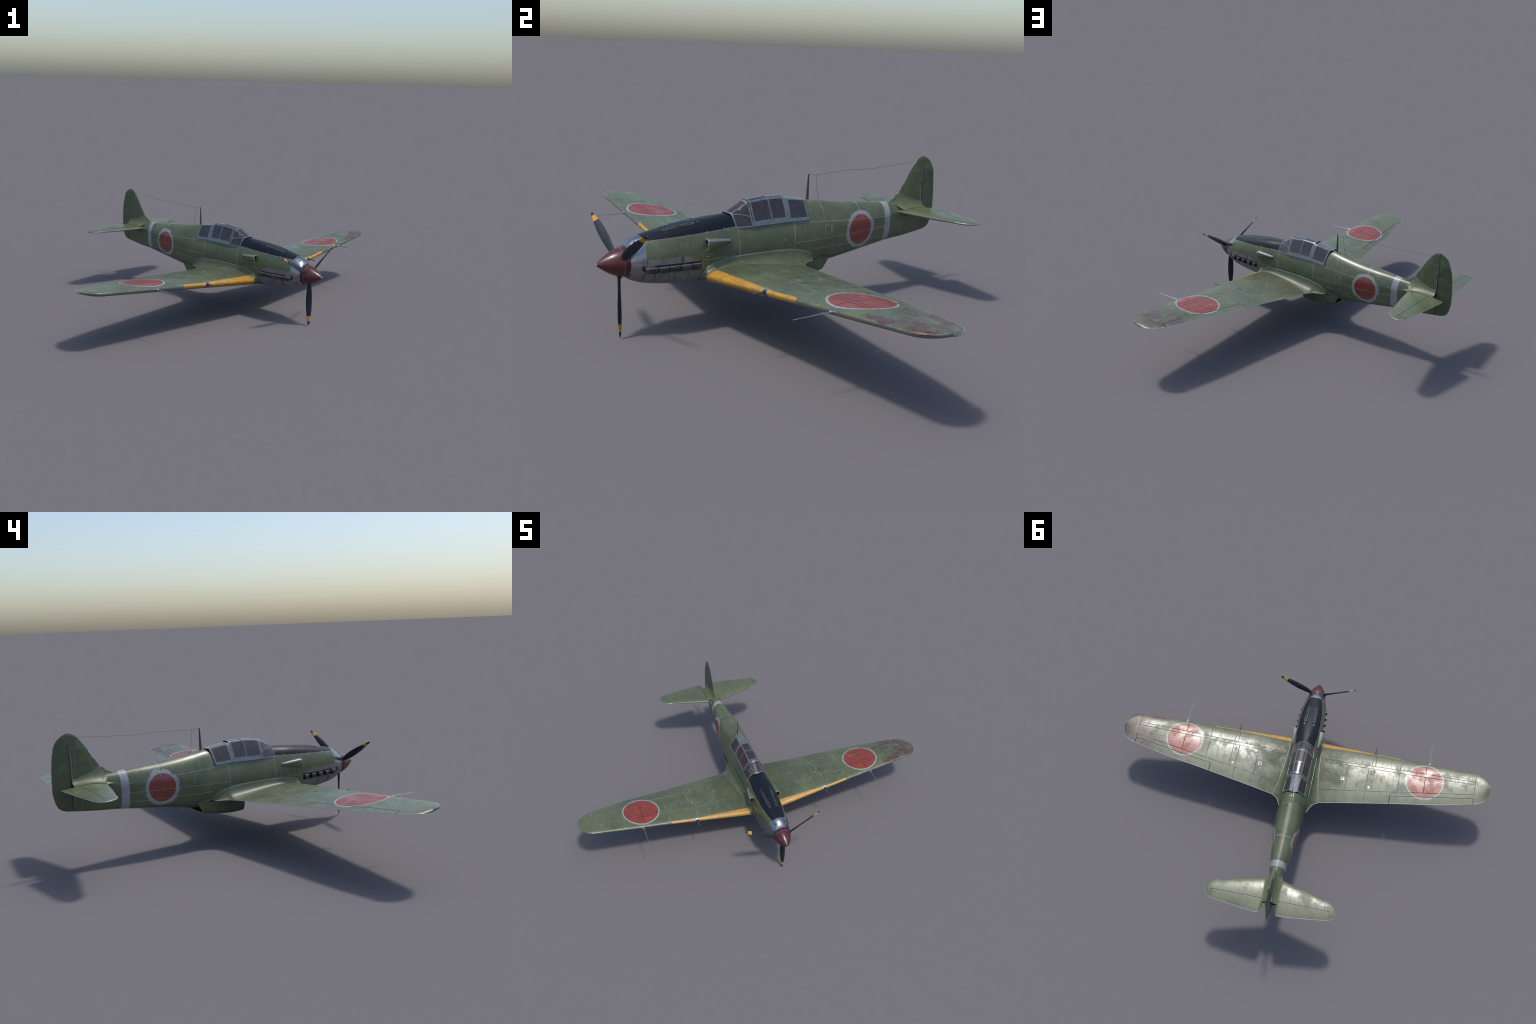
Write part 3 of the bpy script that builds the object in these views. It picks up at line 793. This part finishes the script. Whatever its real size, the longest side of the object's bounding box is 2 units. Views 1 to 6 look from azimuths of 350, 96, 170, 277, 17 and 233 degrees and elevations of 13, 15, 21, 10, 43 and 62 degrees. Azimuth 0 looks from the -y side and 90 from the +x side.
# wing root fillet
F_TOP = pchip([-0.296, -0.290, -0.283, -0.262, -0.215, -0.140, -0.046, 0.058, 0.168, 0.222, 0.258, 0.270, 0.275],
              [0.224, 0.238, 0.252, 0.275, 0.291, 0.3000, 0.304, 0.303, 0.2955, 0.2850, 0.2685, 0.2580, 0.2450])
F_OUT = pchip([-0.296, -0.288, -0.278, -0.25, -0.13, -0.02, 0.08, 0.179, 0.195, 0.224, 0.244, 0.264, 0.275],
              [0.088, 0.100, 0.107, 0.1115, 0.1145, 0.124, 0.137, 0.157, 0.131, 0.110, 0.1005, 0.0935, 0.0885])
def build_fillet(s):
    bm = bmesh.new()
    ys = [-0.296, -0.293, -0.289, -0.284, -0.279, -0.272] + list(np.linspace(-0.265, 0.170, 40)) + [0.179, 0.184, 0.190, 0.197, 0.205, 0.214, 0.225, 0.236, 0.248, 0.258, 0.266, 0.271, 0.275]
    rings = []
    for y in ys:
        zt = F_TOP(y); xo = F_OUT(y)
        x0 = fus_x(y, zt)
        if y < w_le(xo): zs = zl = w_mid(xo)
        elif y <= 0.179: zs = w_surf(xo, y) + 0.0012; zl = w_surf(xo, y, False)
        else: zs, zl = 0.2382, 0.2345
        zs = min(zs, zt)
        A = Vector((x0 + 0.0026, y, zt - 0.0004)); C = Vector((xo, y, zs))
        # concave curve from the flank down to the wing
        B = Vector((lerp(A.x, C.x, 0.12), y, lerp(zt, zs, 0.88)))
        ring = [(x0 - 0.002, y, zt + 0.0016), (x0 + 0.0018, y, zt + 0.0012)]
        for k in range(13):
            t = k / 12
            p = A * (1 - t) ** 2 + B * 2 * t * (1 - t) + C * t * t
            # keep outside of the fuselage skin
            p.x = max(p.x, fus_x(y, p.z) + 0.0020)
            ring.append(tuple(p))
        low = min(zl, zs - 0.0012)
        zf = 0.212 if y < -0.25 else (lerp(0.205, 0.236, min(max((y - 0.10) / 0.08, 0), 1)))
        for k in range(1, 7):
            t = k / 6
            zz = lerp(low, min(zf, low), t)
            ring.append((max(lerp(xo, 0.060, t), 0.060), y, zz - 0.0012))
        rings.append([(s * p[0], p[1], p[2]) for p in ring])
    n = len(rings[0])
    loft(bm, rings, False, False, False, 0, lambda i, j: 1 if j in (0, 1) else 0)
    ob = add_obj("wing_fillet", bm_mesh(bm, "wing_fillet"), None, [M_FAIR, M_EDGE], 50)
    # worn seam bead where the fillet meets the wing
    bm = bmesh.new()
    pts = []
    for y in np.linspace(-0.262, 0.179, 48):
        x = F_OUT(y); pts.append((s * x, y, w_surf(x, y) + 0.0012))
    tube(bm, pts, 0.0011, 6)
    pts = [(s * F_OUT(y), y, 0.2368) for y in (0.179, 0.184, 0.190, 0.197, 0.205, 0.214, 0.225, 0.236, 0.248, 0.258, 0.266)]
    tube(bm, pts, 0.0016, 6)
    add_obj("fillet_seam", bm_mesh(bm, "fillet_seam"), ob, [M_EDGE])
    return ob

for s in (1, -1):
    build_wing(s); build_fillet(s)

# --------------------------------------------------------------------------
# TAILPLANE AND ELEVATORS
# --------------------------------------------------------------------------
_sl = pchip([0.0, 0.07, 0.22, 0.328], [0.8137, 0.8300, 0.8662, 0.8968])
_st = pchip([0.0, 0.030, 0.0555, 0.0565, 0.22, 0.328], [0.985, 0.995, 1.0548, 1.0560, 1.0402, 1.0254])
SX, S0, SY = 0.4058, 0.328, 0.9750
def s_le(x):
    if x <= S0: return _sl(x)
    u = min((x - S0) / (SX - S0), 1); return SY + (_sl(S0) - SY) * (1 - u ** 1.9) ** 0.5
def s_te(x):
    if x <= S0: return _st(x)
    u = min((x - S0) / (SX - S0), 1); return SY + (_st(S0) - SY) * (1 - u ** 2.1) ** 0.5
SZ = 0.3970
def s_surf(x, y, sign):
    a, b = s_le(x), s_te(x); c = max(b - a, 1e-5)
    q = min(max((y - a) / c, 0), 1)
    return lerp(0.3965, 0.4010 - 0.0120 * x, q) + sign * (1.0 if sign > 0 else 1.1) * (0.122 * c * naca(q) + 0.0006)
HY = 0.9640; E0, E1 = 0.038, 0.3690
def tail_rows(x):
    a, b = s_le(x), s_te(x); c = b - a
    sh = (HY - a) / c if x <= E1 else lerp((HY - s_le(E1)) / (s_te(E1) - s_le(E1)), 0.6, (x - E1) / (SX - E1))
    fore = [sh * (k / 16) ** 1.6 for k in range(17)]
    aft = [lerp(sh, 1, k / 6) for k in range(1, 6)] + [1 - min(0.0028 / max(c, 0.003), 0.12), 1.0]
    return fore, sorted(aft), a, c
def build_tailplane(s):
    def pt(x, a, c, q, sg):
        y = a + c * q; return (s * x, y, s_surf(x, y, sg))
    def ring(x, part):
        fore, aft, a, c = tail_rows(x)
        sv = fore + aft if part == 'full' else (fore if part == 'fore' else [fore[-1]] + aft)
        return [pt(x, a, c, q, 1) for q in reversed(sv)] + [pt(x, a, c, q, -1) for q in (sv[1:] if part != 'aft' else sv)]
    bm = bmesh.new()
    xs0 = [0.0, 0.02, E0]; xs1 = sorted(list(np.linspace(E0, E1, 24)) + [0.0555])
    xs2 = [E1 + (SX - E1) * math.sin(k / 12 * math.pi / 2) for k in range(13)]; xs2[-1] = SX - 0.00005
    def em(n): return lambda i, j: 1 if j in (0, n - 1, n - 2) else 0
    r = [ring(x, 'fore') for x in xs0 + xs1[1:]]; n = len(r[0])
    loft(bm, r, True, True, False, 0, lambda i, j: 2 if j == n - 1 else 0)
    r = [ring(x, 'full') for x in xs2]
    loft(bm, r, True, False, True, 0, em(len(r[0])))
    bm.faces.new([bm.verts.new(p) for p in ring(E1, 'aft')]).material_index = 2
    st = add_obj("tailplane", bm_mesh(bm, "tailplane"), None, [M_STAB, M_EDGE, M_DARK], 38)
    for p in st.data.polygons:
        c = p.center
        x = abs(c.x)
        if x > S0 and (c.y - s_le(x) < 0.0045 or s_te(x) - c.y < 0.0045 or x > SX - 0.005): p.material_index = 1
        elif 0.06 < x <= S0 and c.y - s_le(x) < 0.0012 and c.z < SZ: p.material_index = 1
    bm = bmesh.new()
    g = 0.0030; rings = []
    for x in xs1:
        x = min(max(x, E0 + g), E1 - g)
        fore, aft, a, c = tail_rows(x)
        q0 = fore[-1] + g / c
        sv = [lerp(q0, 1, (q - fore[-1]) / (1 - fore[-1])) for q in [fore[-1]] + aft]
        sv.insert(1, sv[0] + 0.0013 / c)
        up = [pt(x, a, c, q, 1) for q in reversed(sv)]; dn = [pt(x, a, c, q, -1) for q in sv[:-1]]
        rings.append(up + [(up[-1][0], up[-1][1] - 0.0014, 0.5 * (up[-1][2] + dn[0][2]))] + dn)
    n = len(rings[0])
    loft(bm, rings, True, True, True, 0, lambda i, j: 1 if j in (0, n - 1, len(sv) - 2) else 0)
    add_obj("elevator", bm_mesh(bm, "elevator"), st, [M_STAB, M_EDGE], 38)
    # root fairing blending stabiliser into the fuselage
    bm = bmesh.new(); rings = []
    for y in [0.783, 0.787, 0.793, 0.801, 0.812] + list(np.linspace(0.825, 0.985, 18)):
        f = min((y - 0.783) / 0.045, 1.0) ** 0.5
        fx = lambda z: fus_x(y, z)
        zt = SZ + lerp(0.020, 0.010, min(max((y - 0.82) / 0.05, 0), 1)) * f; zb = SZ - 0.030 * f
        xo = fx(SZ) + 0.0012 + lerp(0.0, 0.024, min(max((y - 0.790) / 0.045, 0), 1) ** 1.5) if y < 0.835 else lerp(0.062, 0.050, (y - 0.83) / 0.155)
        xo = min(xo, 0.062)
        hs = 0.5 * (s_surf(xo, y, 1) - s_surf(xo, y, -1)) if y > s_le(xo) else 0.0008
        hs += 0.0010
        ring = [(fx(zt) - 0.003, y, zt)]
        for sg in (1, -1):
            ze = zt if sg > 0 else zb
            A = Vector((fx(ze) + 0.0010, y, ze)); C = Vector((xo, y, SZ + sg * hs + (0.0015 if y > 0.85 else 0))); B = Vector((lerp(A.x, C.x, 0.15), y, lerp(A.z, C.z, 0.85)))
            cur = [tuple(A * (1 - t) ** 2 + B * 2 * t * (1 - t) + C * t * t) for t in [k / 8 for k in range(9)]]
            ring += cur if sg > 0 else list(reversed(cur))
        ring.append((fx(zb) - 0.003, y, zb))
        rings.append([(s * p[0], p[1], p[2]) for p in ring])
    loft(bm, rings, False, False, False, 0, lambda i, j: 1 if j in (0,) else 0)
    add_obj("tailplane_fairing", bm_mesh(bm, "tailplane_fairing"), st, [M_FAIR, M_EDGE], 50)
for s in (1, -1): build_tailplane(s)

# --------------------------------------------------------------------------
# FIN AND RUDDER
# --------------------------------------------------------------------------
FIN_LE = pchip([0.380, 0.443, 0.462, 0.479, 0.495, 0.514, 0.536, 0.557, 0.588, 0.615, 0.636, 0.645, 0.650, 0.6535, 0.6555],
               [0.800, 0.788, 0.8115, 0.833, 0.8440, 0.8555, 0.8740, 0.8860, 0.9050, 0.9260, 0.9440, 0.9550, 0.9640, 0.9740, 0.9855])
RUD_TE = pchip([0.2848, 0.2855, 0.288, 0.2925, 0.300, 0.319, 0.351, 0.386, 0.439, 0.490, 0.537, 0.581, 0.614, 0.632, 0.643, 0.650, 0.6542, 0.6555],
               [0.9925, 1.004, 1.018, 1.034, 1.048, 1.0625, 1.0725, 1.0780, 1.0775, 1.0745, 1.0695, 1.0615, 1.0485, 1.0340, 1.0190, 1.0050, 0.9930, 0.9895])
def fin_half(z): return lerp(0.0115, 0.0042, min(max((z - 0.42) / 0.235, 0), 1))
HNG = 0.9865
def fin_t(z, q):           # q 0 at the leading edge, 1 at the hinge
    return fin_half(z) * min(1.0, 1.55 * math.sqrt(q) - 0.55 * q)
bm = bmesh.new(); rings = []
for z in [0.380, 0.41, 0.43] + list(np.linspace(0.443, 0.640, 40)) + [0.645, 0.6485, 0.6515, 0.6535, 0.6548, 0.6555]:
    a = FIN_LE(z); c = HNG - a
    q = [(k / 14) ** 1.8 for k in range(15)]
    k2 = 1.0 if z < 0.645 else max(0.25, (0.6557 - z) / 0.0107) ** 0.5
    rings.append([(fin_t(z, t) * k2, a + c * t, z) for t in reversed(q)] + [(-fin_t(z, t) * k2, a + c * t, z) for t in q[1:]])
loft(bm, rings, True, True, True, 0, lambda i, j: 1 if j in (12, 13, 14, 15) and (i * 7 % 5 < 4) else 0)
FIN = add_obj("fin", bm_mesh(bm, "fin"), None, [M_FIN, M_EDGE], 40)
bm = bmesh.new(); rings = []
for z in [0.2848, 0.2855, 0.288, 0.2925, 0.300, 0.309] + list(np.linspace(0.319, 0.632, 46)) + [0.638, 0.643, 0.647, 0.650, 0.6525, 0.6542, 0.6553]:
    b = RUD_TE(z); a = HNG + 0.0045; c = max(b - a, 0.0004)
    h = fin_half(z) * 0.96
    if z < 0.30: h *= max(0.3, (z - 0.2835) / 0.0165) ** 0.5
    if z > 0.643: h *= max(0.25, (0.6557 - z) / 0.0127) ** 0.5
    eps = min(0.003 / c, 0.3)
    q = [0.0, 0.06, 0.2, 0.4, 0.6, 0.8, 1 - eps, 1.0]
    dent = 0.004 * math.exp(-((z - 0.585) / 0.022) ** 2)      # bent trailing edge near the top
    def half(t): return max(h * (1 - t) ** 0.9, 0.0009)
    rings.append([(half(t) + dent * t, a + c * t, z) for t in reversed(q)] + [(0.0, a - 0.0025, z)] + [(-half(t) + dent * t, a + c * t, z) for t in q])
n = len(rings[0])
loft(bm, rings, True, True, True, 0, lambda i, j: 1 if j in (0, n - 1, n - 2) and i > 40 else 0)
add_obj("rudder", bm_mesh(bm, "rudder"), FIN, [M_FIN, M_EDGE], 40)
# base fairing with a lipped upper edge and rivets
LIP = pchip([0.786, 0.812, 0.833, 0.886, 0.930, 0.967, 0.9865], [0.446, 0.4625, 0.4785, 0.4600, 0.4465, 0.4370, 0.4365])
for s in (1, -1):
    bm = bmesh.new(); rings = []; lipl = []
    for y in [0.780, 0.786] + list(np.linspace(0.796, 0.9865, 30)):
        zt = LIP(y); a = FIN_LE(zt); q = min(max((y - a) / (HNG - a), 0), 1)
        xt = fin_t(zt, q) + 0.0012 * min(1, (y - 0.78) / 0.02)
        k = min(max((y - 0.800) / 0.050, 0), 1); k = k * k * (3 - 2 * k)
        zf = min(0.428, FT(y) - 0.006)
        xs = lerp(0.0615, 0.050, min(max((y - 0.83) / 0.155, 0), 1))
        zb = lerp(zf, s_surf(xs, max(y, s_le(xs) + 0.004), 1) + 0.0008, k); xb = lerp(fus_x(y, zf) + 0.0008, xs, k)
        A = Vector((xt, y, zt)); C = Vector((xb, y, zb)); B = Vector((lerp(xt, xb, lerp(0.10, 0.24, k)), y, lerp(zt, zb, lerp(0.80, 0.82, k))))
        cur = [tuple(A * (1 - t) ** 2 + B * 2 * t * (1 - t) + C * t * t) for t in [k / 10 for k in range(11)]]
        rings.append([(s * (xt - 0.003), y, zt + 0.0004)] + [(s * p[0], p[1], p[2]) for p in cur])
        lipl.append((s * (xt + 0.0002), y, zt))
    loft(bm, rings, False)
    fa = add_obj("fin_fairing", bm_mesh(bm, "fin_fairing"), FIN, [M_FAIR], 50)
    bm = bmesh.new()
    tube(bm, [p for p in lipl if p[1] > 0.834], 0.0014, 6)
    for k in range(9):
        y = 0.846 + 0.0158 * k
        z = LIP(y) - 0.007
        a = FIN_LE(LIP(y)); q = min(max((y - a) / (HNG - a), 0), 1)
        x = fin_t(z, q) + 0.0025
        bmesh.ops.create_icosphere(bm, subdivisions=1, radius=0.0016, matrix=Matrix.Translation((s * x, y, z)))
    add_obj("fairing_lip", bm_mesh(bm, "fairing_lip"), FIN, [M_EDGE])
# hinge actuator housing on one flank
bm = bmesh.new()
box(bm, (0.0088, 0.978, 0.5345), (0.006, 0.034, 0.0135))
bmesh.ops.bevel(bm, geom=bm.edges[:], offset=0.0012, segments=2, affect='EDGES')
add_obj("rudder_actuator", bm_mesh(bm, "rudder_actuator"), FIN, [M_FIN], 40)

# --------------------------------------------------------------------------
# RADIATOR HOUSING
# --------------------------------------------------------------------------
R_BOT = pchip([0.078, 0.086, 0.149, 0.242, 0.325, 0.340], [0.161, 0.157, 0.1545, 0.1630, 0.1785, 0.1820])
bm = bmesh.new(); rings = []
for t in [0, 0.02, 0.06, 0.12] + list(np.linspace(0.2, 1, 16)):
    yb = lerp(0.080, 0.330, t); yt = lerp(0.077, 0.362, t)
    zb = R_BOT(yb); zt = lerp(0.226, 0.238, t); w = lerp(0.069, 0.074, t)
    if t == 0: w -= 0.003; zb += 0.002
    ring = []
    rc = 0.013
    prof = [(1.0, 0.0), (1.0, 0.25), (1.0, 0.5)]
    half = []
    wt, wb = lerp(0.076, 0.0865, t), lerp(0.0715, 0.0785, t)
    if t == 0: wt -= 0.003; wb -= 0.003
    H = zt - zb
    for f in (0.0, 0.2, 0.4, 0.6, 1 - rc / H): half.append((lerp(wt, wb, f), f))
    for k in range(1, 5):
        a = math.pi / 2 * k / 4
        half.append((wb - rc + rc * math.cos(a), 1 - rc / H + rc / H * math.sin(a)))
    for x in (0.045, 0.03, 0.015): half.append((x, 1.0 + 0.0015 / H * (1 - x / 0.06)))
    pts = half + [(0.0, 1.0 + 0.002 / H)] + [(-x, f) for x, f in reversed(half)]
    for x, f in pts: ring.append((x, lerp(yt, yb, min(f, 1)), lerp(zt, zb, f)))
    rings.append(ring)
def shrink(r, k, dy):
    c = np.mean(np.array(r), axis=0)
    return [(c[0] + (p[0] - c[0]) * k, p[1] + dy, c[2] + (p[2] - c[2]) * k) for p in r]
front = [shrink(rings[0], 0.86, 0.035), shrink(rings[0], 0.90, 0.0)]
back = [shrink(rings[-1], 0.93, 0.0), shrink(rings[-1], 0.90, -0.022)]
loft(bm, front + rings + back, True, True, True, 0, lambda i, j: 2 if i == 0 or i == len(rings) + 2 else (1 if i == 1 or i == len(rings) + 1 else 0))
for f in bm.faces:
    if len(f.verts) > 4: f.material_index = 2
RAD = add_obj("radiator_housing", bm_mesh(bm, "radiator_housing"), None, [M_FAIR, M_EDGE, M_DARK], 45)
bm = bmesh.new()
for s in (1, -1):
    tube(bm, [(s * (fus_x(y, z) + 0.0004), y, z) for y, z in ((0.276, 0.246), (0.300, 0.2425), (0.330, 0.2385), (0.362, 0.2345))], 0.0018, 6)
add_obj("radiator_seam", bm_mesh(bm, "radiator_seam"), RAD, [M_EDGE])
bm = bmesh.new()      # hinged outlet flap
rings = [[(x, y, z) for x in np.linspace(-0.062, 0.062, 9)] for y, z in ((0.300, 0.1775), (0.332, 0.1840))]
loft(bm, rings, False)
ob = add_obj("outlet_flap", bm_mesh(bm, "outlet_flap"), RAD, [M_FAIR])
md = ob.modifiers.new("thick", 'SOLIDIFY'); md.thickness = 0.002

# --------------------------------------------------------------------------
# CANOPY: framed panes over a ruled surface between hoops
# --------------------------------------------------------------------------
def hoop(B, C, T, bulge):
    """returns f(u): u 0..1 sill to shoulder, 1..2 shoulder to crown"""
    B, C, T = Vector(B), Vector(C), Vector(T)
    M = (B + C) * 0.5 + Vector((0.5, 0, 0.45)) * bulge
    def f(u):
        if u <= 1:
            return B * (1 - u) ** 2 + (2 * M - 0.5 * (B + C)) * 2 * u * (1 - u) + C * u * u
        t = u - 1
        K = Vector((C.x * 0.62, (C.y + T.y) / 2, T.z))
        return C * (1 - t) ** 2 + K * 2 * t * (1 - t) + T * t * t
    return f
H0 = hoop((0.0695, -0.124, 0.414), (0.031, -0.129, 0.4685), (0, -0.138, 0.4715), 0.006)
H1 = hoop((0.0755, -0.042, 0.416), (0.031, -0.045, 0.5105), (0, -0.051, 0.5190), 0.0062)
H1b = hoop((0.0765, -0.040, 0.416), (0.033, -0.043, 0.5125), (0, -0.047, 0.5205), 0.0062)
H2 = hoop((0.0755, 0.055, 0.418), (0.032, 0.052, 0.5215), (0, 0.052, 0.5285), 0.0062)
H3 = hoop((0.0755, 0.136, 0.420), (0.029, 0.138, 0.5190), (0, 0.140, 0.5255), 0.0062)
H4 = hoop((0.0745, 0.130, 0.420), (0.032, 0.135, 0.5140), (0, 0.138, 0.5195), 0.0062)
H5 = hoop((0.0770, 0.247, 0.418), (0.0255, 0.255, 0.4985), (0, 0.266, 0.4985), 0.0062)
frame_bm, glass_bm = bmesh.new(), bmesh.new()
def pane(f0, f1, u0, u1, mv0, mv1, mu0, mu1, glass=True, nv=8, nu=10):
    """one framed pane; f0/f1 hoops; u0,u1 functions of v; margins are frame widths as fractions"""
    def lines(m0, m1, n):
        return sorted(set([0.0, m0] + [lerp(m0, 1 - m1, k / n) for k in range(n + 1)] + [1 - m1, 1.0]))
    vs, us = lines(mv0, mv1, nv), lines(mu0, mu1, nu)
    P = lambda v, w: f0(lerp(u0(v), u1(v), w)).lerp(f1(lerp(u0(v), u1(v), w)), v)
    for s in (1, -1):
        for i in range(len(vs) - 1):
            for j in range(len(us) - 1):
                vm, um = (vs[i] + vs[i + 1]) / 2, (us[j] + us[j + 1]) / 2
                inside = glass and mv0 < vm < 1 - mv1 and mu0 < um < 1 - mu1
                q = [P(vs[a], us[b]) for a, b in ((i, j), (i + 1, j), (i + 1, j + 1), (i, j + 1))]
                tgt = glass_bm if inside else frame_bm
                try:
                    uniq = []
                    for p in q:
                        if not any((p - o).length < 1e-6 for o in uniq): uniq.append(p)
                    if len(uniq) >= 3:
                        vv = [tgt.verts.new((s * p.x, p.y, p.z)) for p in uniq]
                        tgt.faces.new(vv if s > 0 else list(reversed(vv)))
                except ValueError: pass
k = lambda c: (lambda v: c)
diag = lambda v: lerp(0.97, 0.36, v)
pane(H0, H1, k(0.0), diag, 0.07, 0.07, 0.11, 0.06)                 # lower quarter light
pane(H0, H1, diag, k(1.0), 0.02, 0.07, 0.05, 0.05)                 # upper quarter light
pane(H0, H1, k(1.0), k(2.0), 0.07, 0.12, 0.10, 0.0)                # windscreen
pane(H1b, H2, k(0.0), k(1.0), 0.085, 0.03, 0.20, 0.035)              # sliding hood
pane(H2, H3, k(0.0), k(1.0), 0.04, 0.13, 0.20, 0.035)
pane(H1b, H2, k(1.0), k(2.0), 0.10, 0.03, 0.20, 0.0)
pane(H2, H3, k(1.0), k(2.0), 0.04, 0.12, 0.20, 0.0)
pane(H4, H5, k(0.0), k(1.0), 0.19, 0.08, 0.15, 0.04)               # fixed rear section
pane(H4, H5, k(1.0), k(2.0), 0.10, 0.08, 0.10, 0.0, False)
def finish_canopy(bm, name, parent, mat, thick=0.0):
    bmesh.ops.remove_doubles(bm, verts=bm.verts, dist=1e-5)
    bmesh.ops.recalc_face_normals(bm, faces=bm.faces)
    for f in bm.faces:
        c = f.calc_center_median()
        if f.normal.dot(Vector((c.x, 0, c.z - 0.44))) < 0: f.normal_flip()
    if thick:
        bmesh.ops.solidify(bm, geom=bm.faces[:], thickness=-thick)
    me = bpy.data.meshes.new(name); bm.to_mesh(me); bm.free()
    return add_obj(name, me, parent, [mat], 30)
CAN = finish_canopy(frame_bm, "canopy", None, M_FRAME, 0.0011)
finish_canopy(glass_bm, "canopy_glass", CAN, M_GLASS)

# --------------------------------------------------------------------------
# ANTENNA MAST AND WIRES
# --------------------------------------------------------------------------
bm = bmesh.new()
rings = []
for z, w, l in ((0.487, 0.0042, 0.0095), (0.497, 0.0036, 0.0080), (0.55, 0.0028, 0.0058), (0.6045, 0.0019, 0.0036), (0.6085, 0.0014, 0.0026)):
    rings.append([(w * math.cos(2 * math.pi * k / 14), 0.288 + 0.002 * (z - 0.49) / 0.12 + l * math.sin(2 * math.pi * k / 14), z) for k in range(14)])
loft(bm, rings, True, True, True)
MAST = add_obj("antenna_mast", bm_mesh(bm, "antenna_mast"), None, [M_MAST])
bm = bmesh.new()
tube(bm, [(0, 0.288, 0.4875), (0, 0.288, 0.4945)], [0.0115, 0.0085], 18, 0)
tube(bm, [(0, 0.350, 0.4845), (0, 0.350, 0.4885)], [0.0062, 0.0052], 14, 0)
tube(bm, [(0, 0.350, 0.4880), (0, 0.350, 0.4892)], [0.0034, 0.0030], 12, 1)
add_obj("antenna_base", bm_mesh(bm, "antenna_base"), MAST, [M_EDGE, M_DARK])
bm = bmesh.new()
wz = pchip([0.290, 0.333, 0.361, 0.444, 0.507, 0.555, 0.600, 0.650, 0.725, 0.828, 0.935, 0.976],
           [0.6055, 0.6010, 0.6030, 0.6085, 0.6125, 0.6130, 0.6115, 0.6110, 0.6165, 0.6225, 0.6315, 0.6335])
wx = pchip([0.290, 0.60, 0.930, 0.976], [0.0, 0.0, 0.0015, 0.0060])
tube(bm, [(-wx(y), y, wz(y)) for y in np.linspace(0.290, 0.976, 60)], 0.00075, 6)
tube(bm, [(0, 0.333, 0.601), (0.0004, 0.334, 0.585), (0, 0.338, 0.55), (0, 0.345, 0.515), (0, 0.350, 0.488)], 0.0007, 6)
add_obj("antenna_wire", bm_mesh(bm, "antenna_wire"), MAST, [M_WIRE])
